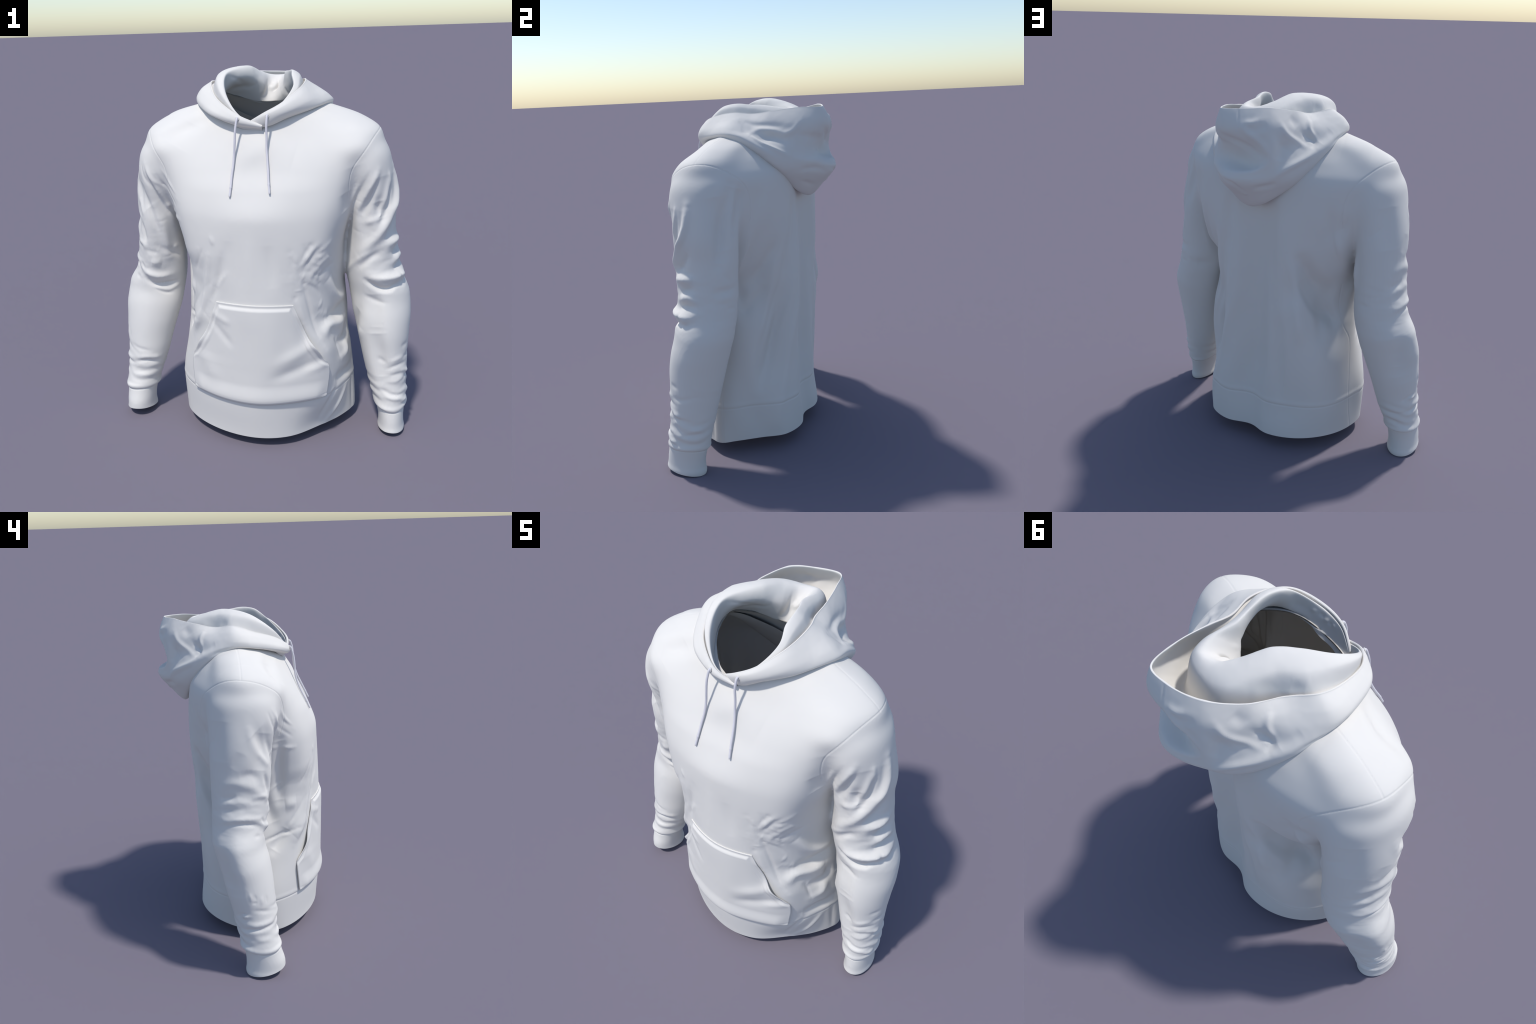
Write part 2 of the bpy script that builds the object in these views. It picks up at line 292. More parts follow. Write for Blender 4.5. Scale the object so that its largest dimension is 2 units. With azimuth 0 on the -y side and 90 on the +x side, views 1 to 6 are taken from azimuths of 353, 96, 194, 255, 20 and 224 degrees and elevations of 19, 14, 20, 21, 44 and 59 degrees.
STROKES = [
    ridge(0.018, 0.0144, (0.604,-0.166,1.502), (0.576,-0.180,1.430), (0.504,-0.150,1.287)),
    crease(0.020, 0.0132, (0.604,-0.169,1.465), (0.576,-0.172,1.384), (0.523,-0.153,1.258)),
    ridge(0.018, 0.0108, (0.658,-0.104,1.455), (0.647,-0.121,1.371), (0.614,-0.130,1.262), (0.579,-0.153,1.178)),
    crease(0.018, 0.0120, (0.669,-0.091,1.412), (0.660,-0.110,1.328), (0.639,-0.123,1.264), (0.615,-0.144,1.225)),
    ridge(0.026, 0.0180, (0.677,-0.019,1.496), (0.694,-0.038,1.383), (0.690,-0.068,1.310), (0.668,-0.103,1.246), (0.635,-0.138,1.187), (0.582,-0.152,1.121), (0.509,-0.136,1.037)),
    crease(0.022, 0.0168, (0.703,-0.019,1.252), (0.693,-0.051,1.198), (0.674,-0.098,1.157), (0.647,-0.133,1.125)),
    ridge(0.018, 0.0108, (0.713,0.013,1.121), (0.703,-0.052,1.108), (0.675,-0.107,1.100)),
    crease(0.016, 0.0108, (0.721,-0.002,1.059), (0.702,-0.074,1.039), (0.693,-0.091,1.022)),
    ridge(0.015, 0.0096, (0.727,0.042,0.998), (0.722,-0.031,1.012), (0.705,-0.079,0.990)),
    crease(0.015, 0.0096, (0.734,0.010,0.974), (0.723,-0.051,0.969), (0.700,-0.099,0.950)),
    ridge(0.021, 0.0216, (0.566,-0.157,0.934), (0.614,-0.155,0.920), (0.674,-0.131,0.917), (0.721,-0.084,0.914), (0.753,-0.007,0.903)),
    crease(0.014, 0.0228, (0.553,-0.152,0.906), (0.630,-0.157,0.863), (0.684,-0.138,0.858), (0.711,-0.114,0.871), (0.739,-0.080,0.868)),
    ridge(0.014, 0.0072, (0.430,-0.032,0.904), (0.546,-0.153,1.047), (0.599,-0.149,1.075)),
    crease(0.016, 0.0084, (0.513,-0.136,0.970), (0.569,-0.155,1.027), (0.627,-0.142,1.067)),
    crease(0.013, 0.0060, (0.548,-0.135,0.818), (0.608,-0.148,0.792), (0.669,-0.156,0.779)),
    ridge(0.012, 0.0060, (0.509,-0.179,1.438), (0.468,-0.155,1.319)),
    crease(0.011, 0.0060, (0.557,-0.191,1.490), (0.477,-0.142,1.314)),
    crease(0.010, 0.0072, (0.724,-0.073,0.926), (0.736,-0.077,0.881)),
    ridge(0.018, 0.0084, (0.745,-0.041,0.903), (0.753,-0.041,0.880)),
    ridge(0.017, 0.0090, (0.677,-0.017,1.498), (0.695,-0.026,1.389), (0.695,-0.055,1.315), (0.340,-0.323,1.133)),
    crease(0.018, 0.0082, (0.677,-0.051,1.469), (0.688,-0.060,1.381), (0.670,-0.102,1.284)),
    ridge(0.011, 0.0041, (0.656,-0.102,1.487), (0.666,-0.096,1.409)),
    ridge(0.022, 0.0074, (0.647,-0.134,1.093), (0.702,-0.056,1.105), (0.716,0.009,1.099)),
    ridge(0.020, 0.0074, (0.685,-0.106,0.992), (0.719,-0.033,1.027), (0.725,0.028,1.028)),
    ridge(0.022, 0.0082, (0.678,-0.132,0.903), (0.744,-0.028,0.917), (0.735,0.058,0.940)),
    crease(0.024, 0.0066, (0.638,-0.137,1.157), (0.692,-0.064,1.157), (0.710,0.010,1.138)),
    crease(0.020, 0.0074, (0.669,-0.118,1.041), (0.713,-0.041,1.060), (0.719,0.028,1.067)),
    crease(0.019, 0.0074, (0.672,-0.124,0.957), (0.726,-0.041,0.969), (0.733,0.034,0.972)),
    crease(0.020, 0.0074, (0.738,-0.086,0.861), (0.758,-0.023,0.881), (0.757,0.028,0.891)),
    crease(0.020, 0.0074, (0.701,0.098,1.044), (0.659,0.152,1.047), (0.590,0.187,1.056)),
    ridge(0.020, 0.0057, (0.676,0.139,1.010), (0.549,0.179,0.989)),
    crease(0.017, 0.0033, (0.661,0.136,1.162), (0.614,0.181,1.071)),
    crease(0.013, 0.0033, (0.660,0.159,0.954), (0.597,0.183,0.942)),
    ridge(0.013, 0.0100, (-0.603,-0.170,1.532), (-0.582,-0.180,1.457), (-0.557,-0.169,1.393), (-0.514,-0.125,1.292), (-0.407,-0.279,1.257)),
    crease(0.015, 0.0110, (-0.610,-0.171,1.470), (-0.578,-0.169,1.397), (-0.536,-0.138,1.303), (-0.518,-0.120,1.258)),
    crease(0.009, 0.0050, (-0.551,-0.192,1.491), (-0.518,-0.180,1.427), (-0.428,-0.262,1.330)),
    ridge(0.010, 0.0050, (-0.515,-0.202,1.513), (-0.461,-0.230,1.434), (-0.406,-0.284,1.361)),
    crease(0.008, 0.0040, (-0.476,-0.214,1.435), (-0.409,-0.281,1.370)),
    crease(0.014, 0.0080, (-0.643,-0.122,1.380), (-0.617,-0.140,1.300), (-0.586,-0.145,1.194), (-0.570,-0.139,1.149)),
    ridge(0.018, 0.0070, (-0.605,-0.157,1.373), (-0.580,-0.142,1.280), (-0.552,-0.140,1.171)),
    ridge(0.015, 0.0050, (-0.518,-0.120,1.258), (-0.496,-0.072,1.163)),
    crease(0.014, 0.0110, (-0.677,-0.112,1.199), (-0.665,-0.123,1.130), (-0.658,-0.125,1.081)),
    ridge(0.016, 0.0060, (-0.686,-0.077,1.326), (-0.652,-0.134,1.233)),
    ridge(0.016, 0.0080, (-0.724,-0.038,1.080), (-0.674,-0.114,1.066), (-0.671,-0.117,1.027)),
    crease(0.016, 0.0060, (-0.663,-0.122,1.034), (-0.596,-0.127,1.021)),
    ridge(0.030, 0.0100, (-0.640,-0.124,0.968), (-0.584,-0.110,0.953)),
    crease(0.020, 0.0080, (-0.581,-0.127,1.055), (-0.526,-0.100,1.025), (-0.488,-0.026,0.984)),
    ridge(0.016, 0.0040, (-0.510,-0.078,1.055), (-0.503,-0.063,1.025)),
    crease(0.010, 0.0060, (-0.704,-0.089,0.953), (-0.682,-0.102,0.901)),
    crease(0.014, 0.0180, (-0.687,-0.102,0.854), (-0.635,-0.104,0.822), (-0.578,-0.079,0.817), (-0.521,-0.037,0.820)),
    ridge(0.019, 0.0160, (-0.725,-0.068,0.933), (-0.671,-0.107,0.894), (-0.602,-0.102,0.872), (-0.540,-0.069,0.873)),
    ridge(0.010, 0.0060, (-0.630,-0.101,0.800), (-0.569,-0.070,0.779), (-0.516,-0.022,0.796)),
    crease(0.007, 0.0050, (-0.644,-0.104,0.793), (-0.575,-0.077,0.761), (-0.543,-0.052,0.755)),
    ridge(0.024, 0.0074, (-0.699,0.126,1.129), (-0.725,0.056,1.162), (-0.720,-0.041,1.136), (-0.674,-0.114,1.062)),
    crease(0.018, 0.0082, (-0.703,0.128,1.071), (-0.727,0.076,1.075), (-0.733,0.036,1.089)),
    ridge(0.019, 0.0057, (-0.723,0.100,1.049), (-0.738,0.032,1.061), (-0.724,-0.050,1.048)),
    crease(0.022, 0.0066, (-0.715,0.130,0.997), (-0.746,0.055,1.011), (-0.741,-0.017,1.020)),
    ridge(0.017, 0.0082, (-0.725,0.132,0.941), (-0.757,0.045,0.964), (-0.742,-0.037,0.960), (-0.673,-0.109,0.936)),
    crease(0.012, 0.0082, (-0.743,0.109,0.924), (-0.758,-0.004,0.936), (-0.681,-0.102,0.896)),
    crease(0.024, 0.0074, (-0.728,0.022,1.198), (-0.716,-0.043,1.205), (-0.692,-0.095,1.159)),
    ridge(0.024, 0.0066, (-0.693,-0.029,1.481), (-0.698,-0.053,1.382), (-0.678,-0.092,1.282)),
    crease(0.030, 0.0040, (-0.723,0.006,1.334), (-0.723,0.053,1.243)),
    ridge(0.009, 0.0049, (-0.619,-0.156,1.541), (-0.578,-0.181,1.455), (-0.483,-0.188,1.379)),
    crease(0.009, 0.0041, (-0.642,-0.135,1.531), (-0.627,-0.160,1.459), (-0.575,-0.169,1.397)),
    ridge(0.015, 0.0025, (-0.672,-0.097,1.485), (-0.653,-0.105,1.389), (-0.642,-0.130,1.292)),
    crease(0.011, 0.0033, (-0.724,-0.083,0.855), (-0.753,-0.057,0.860)),
    crease(0.014, 0.0040, (-0.586,0.190,1.326), (-0.642,0.152,1.390)),
    crease(0.012, 0.0040, (-0.546,0.164,0.959), (-0.629,0.189,0.964)),
    crease(0.012, 0.0040, (-0.486,0.219,1.440), (-0.465,0.204,1.311)),
    crease(0.010, 0.0077, (-0.773,0.056,0.270), (-0.848,-0.015,0.325), (-0.847,-0.079,0.328), (-0.824,-0.122,0.334), (-0.765,-0.161,0.329)),
    ridge(0.016, 0.0080, (-0.835,0.012,0.357), (-0.846,-0.069,0.355), (-0.795,-0.143,0.362)),
    crease(0.009, 0.0100, (-0.820,-0.127,0.326), (-0.700,-0.161,0.360), (-0.631,-0.048,0.300)),
    ridge(0.014, 0.0060, (-0.827,-0.114,0.347), (-0.697,-0.162,0.384), (-0.619,-0.054,0.336)),
    ridge(0.010, 0.0035, (-0.848,-0.022,0.563), (-0.849,-0.031,0.509)),
    crease(0.008, 0.0028, (-0.843,-0.048,0.548), (-0.843,-0.057,0.511)),
    ridge(0.010, 0.0035, (-0.827,-0.084,0.532), (-0.830,-0.088,0.478)),
    crease(0.008, 0.0021, (-0.807,-0.109,0.526), (-0.810,-0.114,0.478)),
    crease(0.007, 0.0035, (-0.848,-0.036,0.500), (-0.842,-0.062,0.498)),
    ridge(0.010, 0.0028, (-0.811,-0.113,0.472), (-0.473,-0.159,0.265)),
    crease(0.012, 0.0050, (-0.847,-0.040,0.452), (-0.835,-0.082,0.441), (-0.755,-0.159,0.405)),
    ridge(0.009, 0.0042, (-0.829,0.021,0.403), (-0.845,-0.028,0.414)),
    crease(0.008, 0.0035, (-0.824,0.032,0.419), (-0.840,-0.001,0.423)),
    crease(0.016, 0.0040, (-0.854,-0.062,0.294), (-0.805,-0.152,0.270)),
    ridge(0.015, 0.0050, (-0.854,-0.056,0.262), (-0.804,-0.163,0.234)),
    crease(0.012, 0.0040, (-0.800,-0.154,0.277), (-0.720,-0.165,0.284)),
    crease(0.012, 0.0040, (-0.801,-0.126,0.447), (-0.730,-0.163,0.430), (-0.674,-0.154,0.421)),
    crease(0.012, 0.0060, (-0.692,0.057,0.308), (-0.765,0.066,0.306), (-0.828,0.027,0.317), (-0.851,-0.026,0.328)),
    crease(0.012, 0.0040, (-0.729,0.052,0.256), (-0.790,0.044,0.247)),
    crease(0.010, 0.0050, (-0.803,0.053,0.390), (-0.828,0.025,0.421)),
    ridge(0.008, 0.0060, (-0.829,0.022,0.401), (-0.843,-0.011,0.410)),
    crease(0.012, 0.0050, (0.629,-0.175,0.466), (0.674,-0.185,0.440)),
    crease(0.011, 0.0060, (0.674,-0.186,0.398), (0.716,-0.190,0.420), (0.758,-0.159,0.426), (0.782,-0.120,0.420)),
    ridge(0.013, 0.0050, (0.691,-0.190,0.446), (0.737,-0.176,0.463), (0.774,-0.131,0.462)),
    crease(0.011, 0.0060, (0.690,-0.192,0.362), (0.732,-0.186,0.372), (0.770,-0.148,0.368)),
    ridge(0.013, 0.0050, (0.673,-0.192,0.331), (0.720,-0.192,0.331), (0.760,-0.165,0.340), (0.790,-0.101,0.322)),
    crease(0.011, 0.0070, (0.653,-0.195,0.286), (0.710,-0.205,0.255), (0.760,-0.184,0.248), (0.792,-0.133,0.252)),
    ridge(0.014, 0.0090, (0.664,-0.200,0.258), (0.709,-0.208,0.235), (0.762,-0.184,0.223), (0.791,-0.114,0.196)),
    ridge(0.010, 0.0080, (0.779,-0.132,0.374), (0.792,-0.086,0.357)),
    crease(0.012, 0.0060, (0.784,-0.123,0.323), (0.796,-0.066,0.231)),
    crease(0.014, 0.0040, (0.754,-0.154,0.529), (0.788,-0.095,0.528)),
    crease(0.012, 0.0060, (0.757,-0.169,0.329), (0.791,-0.091,0.344), (0.781,-0.015,0.339)),
    ridge(0.013, 0.0080, (0.754,-0.168,0.388), (0.791,-0.095,0.370)),
    crease(0.013, 0.0050, (0.754,-0.160,0.462), (0.792,-0.079,0.463), (0.784,-0.001,0.482)),
    crease(0.010, 0.0060, (0.799,-0.088,0.249), (0.789,-0.029,0.263), (0.759,0.017,0.270)),
    ridge(0.013, 0.0050, (0.788,-0.034,0.289), (0.754,0.023,0.293)),
    ridge(0.013, 0.0040, (0.788,-0.000,0.537), (0.688,0.096,0.500)),
    crease(0.013, 0.0050, (0.784,-0.001,0.488), (0.671,0.090,0.462)),
    ridge(0.012, 0.0060, (0.759,-0.188,0.203), (0.792,-0.121,0.214)),
    ridge(0.033, 0.0250, (0.360,-0.253,0.955), (0.387,-0.173,0.831), (0.412,-0.109,0.791), (0.436,-0.031,0.780)),
    crease(0.035, 0.0225, (0.352,-0.262,0.731), (0.399,-0.164,0.714), (0.424,-0.090,0.727), (0.438,-0.043,0.738)),
    ridge(0.035, 0.0250, (0.337,-0.315,0.645), (0.372,-0.236,0.689), (0.410,-0.157,0.664), (0.438,-0.084,0.650)),
    crease(0.030, 0.0188, (0.408,-0.207,0.572), (0.429,-0.158,0.555), (0.453,-0.078,0.571), (0.522,-0.115,0.724)),
    ridge(0.030, 0.0188, (0.426,-0.195,0.464), (0.450,-0.127,0.472), (0.539,-0.133,0.624)),
    crease(0.030, 0.0188, (0.406,-0.245,0.359), (0.442,-0.168,0.355), (0.473,-0.092,0.350), (0.485,-0.044,0.373)),
    crease(0.010, 0.0075, (0.403,-0.212,0.583), (0.416,-0.206,0.533), (0.426,-0.195,0.464)),
    crease(0.012, 0.0090, (0.246,-0.365,0.961), (0.274,-0.343,0.818), (0.320,-0.327,0.655), (0.360,-0.313,0.579)),
    ridge(0.017, 0.0060, (0.215,-0.378,0.898), (0.259,-0.355,0.718), (0.313,-0.340,0.626)),
    crease(0.013, 0.0021, (0.245,-0.374,1.179), (0.259,-0.369,1.134), (0.277,-0.361,1.107)),
    crease(0.013, 0.0026, (0.267,-0.367,1.173), (0.292,-0.356,1.154), (0.314,-0.342,1.118)),
    ridge(0.011, 0.0021, (0.278,-0.362,1.164), (0.303,-0.349,1.132)),
    crease(0.010, 0.0026, (0.307,-0.346,1.109), (0.336,-0.325,1.113), (0.350,-0.311,1.121)),
    ridge(0.013, 0.0026, (0.314,-0.338,1.088), (0.339,-0.318,1.094)),
    ridge(0.009, 0.0026, (0.353,-0.300,1.093), (0.377,-0.238,1.043)),
    crease(0.009, 0.0021, (0.364,-0.283,1.091), (0.380,-0.232,1.053)),
    crease(0.014, 0.0021, (0.184,-0.394,1.112), (0.203,-0.386,1.057)),
    ridge(0.014, 0.0017, (0.200,-0.389,1.119), (0.214,-0.383,1.069)),
    crease(0.014, 0.0030, (0.225,-0.378,1.059), (0.227,-0.376,1.005), (0.243,-0.366,0.961), (0.257,-0.355,0.881)),
    crease(0.013, 0.0030, (0.248,-0.364,0.964), (0.254,-0.360,0.950)),
    ridge(0.017, 0.0034, (0.220,-0.377,0.930), (0.220,-0.376,0.918)),
    crease(0.014, 0.0021, (0.194,-0.389,0.892), (0.216,-0.378,0.876)),
    crease(0.011, 0.0026, (0.261,-0.356,0.957), (0.304,-0.319,0.915), (0.326,-0.294,0.867)),
    ridge(0.014, 0.0021, (0.268,-0.352,0.973), (0.312,-0.314,0.934)),
    ridge(0.023, 0.0030, (0.263,-0.366,1.093), (0.273,-0.361,1.087)),
    ridge(0.020, 0.0030, (0.239,-0.370,0.999), (0.250,-0.364,0.993)),
    crease(0.010, 0.0030, (0.306,-0.334,1.033), (0.317,-0.328,1.048)),
    crease(0.010, 0.0030, (0.302,-0.331,0.991), (0.305,-0.330,1.003)),
    crease(0.010, 0.0026, (0.320,-0.316,0.994), (0.327,-0.307,0.982)),
    ridge(0.014, 0.0021, (0.291,-0.348,1.058), (0.306,-0.341,1.073)),
    ridge(0.013, 0.0021, (0.305,-0.326,0.972), (0.320,-0.313,0.976)),
    crease(0.011, 0.0017, (0.243,-0.369,1.028), (0.284,-0.347,1.019)),
    crease(0.011, 0.0021, (0.312,-0.315,0.943), (0.330,-0.295,0.936)),
    ridge(0.020, 0.0030, (0.319,-0.303,0.828), (0.334,-0.287,0.817)),
    crease(0.017, 0.0021, (0.312,-0.310,0.795), (0.337,-0.282,0.780)),
    ridge(0.020, 0.0034, (0.341,-0.277,0.765), (0.363,-0.245,0.738)),
    crease(0.020, 0.0038, (0.337,-0.279,0.721), (0.363,-0.246,0.717)),
    crease(0.014, 0.0030, (0.392,-0.232,0.603), (0.416,-0.205,0.531)),
    crease(0.017, 0.0013, (0.175,-0.396,1.152), (0.186,-0.393,1.120)),
    crease(0.014, 0.0045, (0.343,-0.322,1.153), (0.307,-0.347,1.119), (0.270,-0.361,1.071), (0.240,-0.370,1.020)),
    ridge(0.013, 0.0040, (0.321,-0.340,1.166), (0.285,-0.358,1.127), (0.251,-0.370,1.081), (0.229,-0.376,1.046)),
    ridge(0.015, 0.0045, (0.374,-0.258,1.079), (0.335,-0.314,1.060), (0.298,-0.337,1.018), (0.268,-0.351,0.960)),
    crease(0.015, 0.0045, (0.387,-0.204,1.022), (0.349,-0.285,1.009), (0.312,-0.318,0.961)),
    crease(0.013, 0.0035, (0.292,-0.356,1.174), (0.259,-0.369,1.126), (0.233,-0.376,1.071)),
    ridge(0.019, 0.0100, (-0.241,-0.379,1.099), (-0.265,-0.352,0.936), (-0.303,-0.334,0.779), (-0.369,-0.269,0.609)),
    crease(0.020, 0.0090, (-0.168,-0.401,1.109), (-0.189,-0.391,0.972), (-0.243,-0.364,0.838)),
    crease(0.012, 0.0080, (-0.444,-0.058,0.660), (-0.331,-0.321,0.722)),
    ridge(0.010, 0.0040, (-0.429,-0.101,0.661), (-0.323,-0.325,0.702)),
    ridge(0.009, 0.0050, (-0.297,-0.359,1.132), (-0.437,-0.037,0.938)),
    crease(0.010, 0.0040, (-0.270,-0.370,1.128), (-0.324,-0.314,1.006)),
    ridge(0.012, 0.0040, (-0.222,-0.385,1.208), (-0.207,-0.391,1.161)),
    ridge(0.012, 0.0040, (-0.148,-0.404,1.012), (-0.205,-0.383,0.917)),
    crease(0.012, 0.0040, (-0.596,-0.081,0.464), (-0.197,-0.388,0.998)),
    ridge(0.010, 0.0030, (-0.598,-0.076,0.438), (-0.159,-0.401,1.004)),
    crease(0.032, 0.0050, (0.070,-0.414,1.176), (0.097,-0.419,0.943)),
    crease(0.030, 0.0040, (-0.127,-0.408,1.193), (-0.143,-0.405,1.012)),
    ridge(0.035, 0.0040, (-0.020,-0.417,1.215), (-0.020,-0.431,0.910)),
    ridge(0.017, 0.0090, (0.349,-0.238,0.078), (0.422,-0.182,0.178), (0.461,-0.126,0.267)),
    crease(0.018, 0.0080, (0.317,-0.277,0.120), (0.376,-0.274,0.241), (0.414,-0.226,0.312)),
    crease(0.015, 0.0060, (0.485,-0.067,0.304), (0.494,-0.060,0.072)),
    crease(0.032, 0.0130, (0.409,0.118,0.844), (0.369,0.162,0.886), (0.324,0.206,0.952), (0.313,0.220,1.000)),
    ridge(0.024, 0.0080, (0.279,0.288,1.140), (0.290,0.243,0.932), (0.355,0.214,0.726)),
    ridge(0.024, 0.0080, (-0.209,0.349,1.222), (-0.258,0.300,0.994), (-0.335,0.220,0.768)),
    crease(0.034, 0.0110, (-0.260,0.292,1.068), (-0.304,0.214,0.897), (-0.358,0.097,0.807)),
    ridge(0.024, 0.0070, (0.136,0.356,1.150), (0.168,0.345,0.923), (0.351,0.188,0.489)),
    crease(0.024, 0.0090, (0.212,0.329,1.204), (0.241,0.294,0.989), (0.372,0.193,0.598)),
]

def stroke_field(V, N, strokes, soft=False):
    """Height of all the drawn folds at each vertex: (points, half width, height)."""
    H = np.zeros(len(V))
    for pts, wid, hgt in strokes:
        P = catmull(np.array(pts), max(6, 6 * len(pts))) if len(pts) > 2 else np.linspace(pts[0], pts[1], 12)
        lo, hi = P.min(0) - 3 * wid, P.max(0) + 3 * wid
        idx = np.nonzero(((V > lo) & (V < hi)).all(1))[0]
        if not len(idx): continue
        X = V[idx]; best = np.full(len(X), 1e9); bt = np.zeros(len(X))
        L = np.r_[0, np.cumsum(np.linalg.norm(np.diff(P, axis=0), axis=1))]
        for i in range(len(P) - 1):
            d = P[i+1] - P[i]; q = d @ d + 1e-12
            t = np.clip(((X - P[i]) @ d) / q, 0, 1)
            r = np.linalg.norm(X - P[i] - t[:, None] * d, axis=1)
            m = r < best
            best[m] = r[m]; bt[m] = (L[i] + t[m] * np.sqrt(q)) / L[-1]
        taper = np.sin(np.pi * np.clip(bt, .02, .98)) ** (.35 if soft else .6)
        H[idx] += hgt * np.exp(-(best / wid) ** 2) * taper
    return H

def swell(width, height, direction, *points):
    """A broad swelling (or hollow, if negative) of the drape, pushed along one direction."""
    return points, width, height, direction

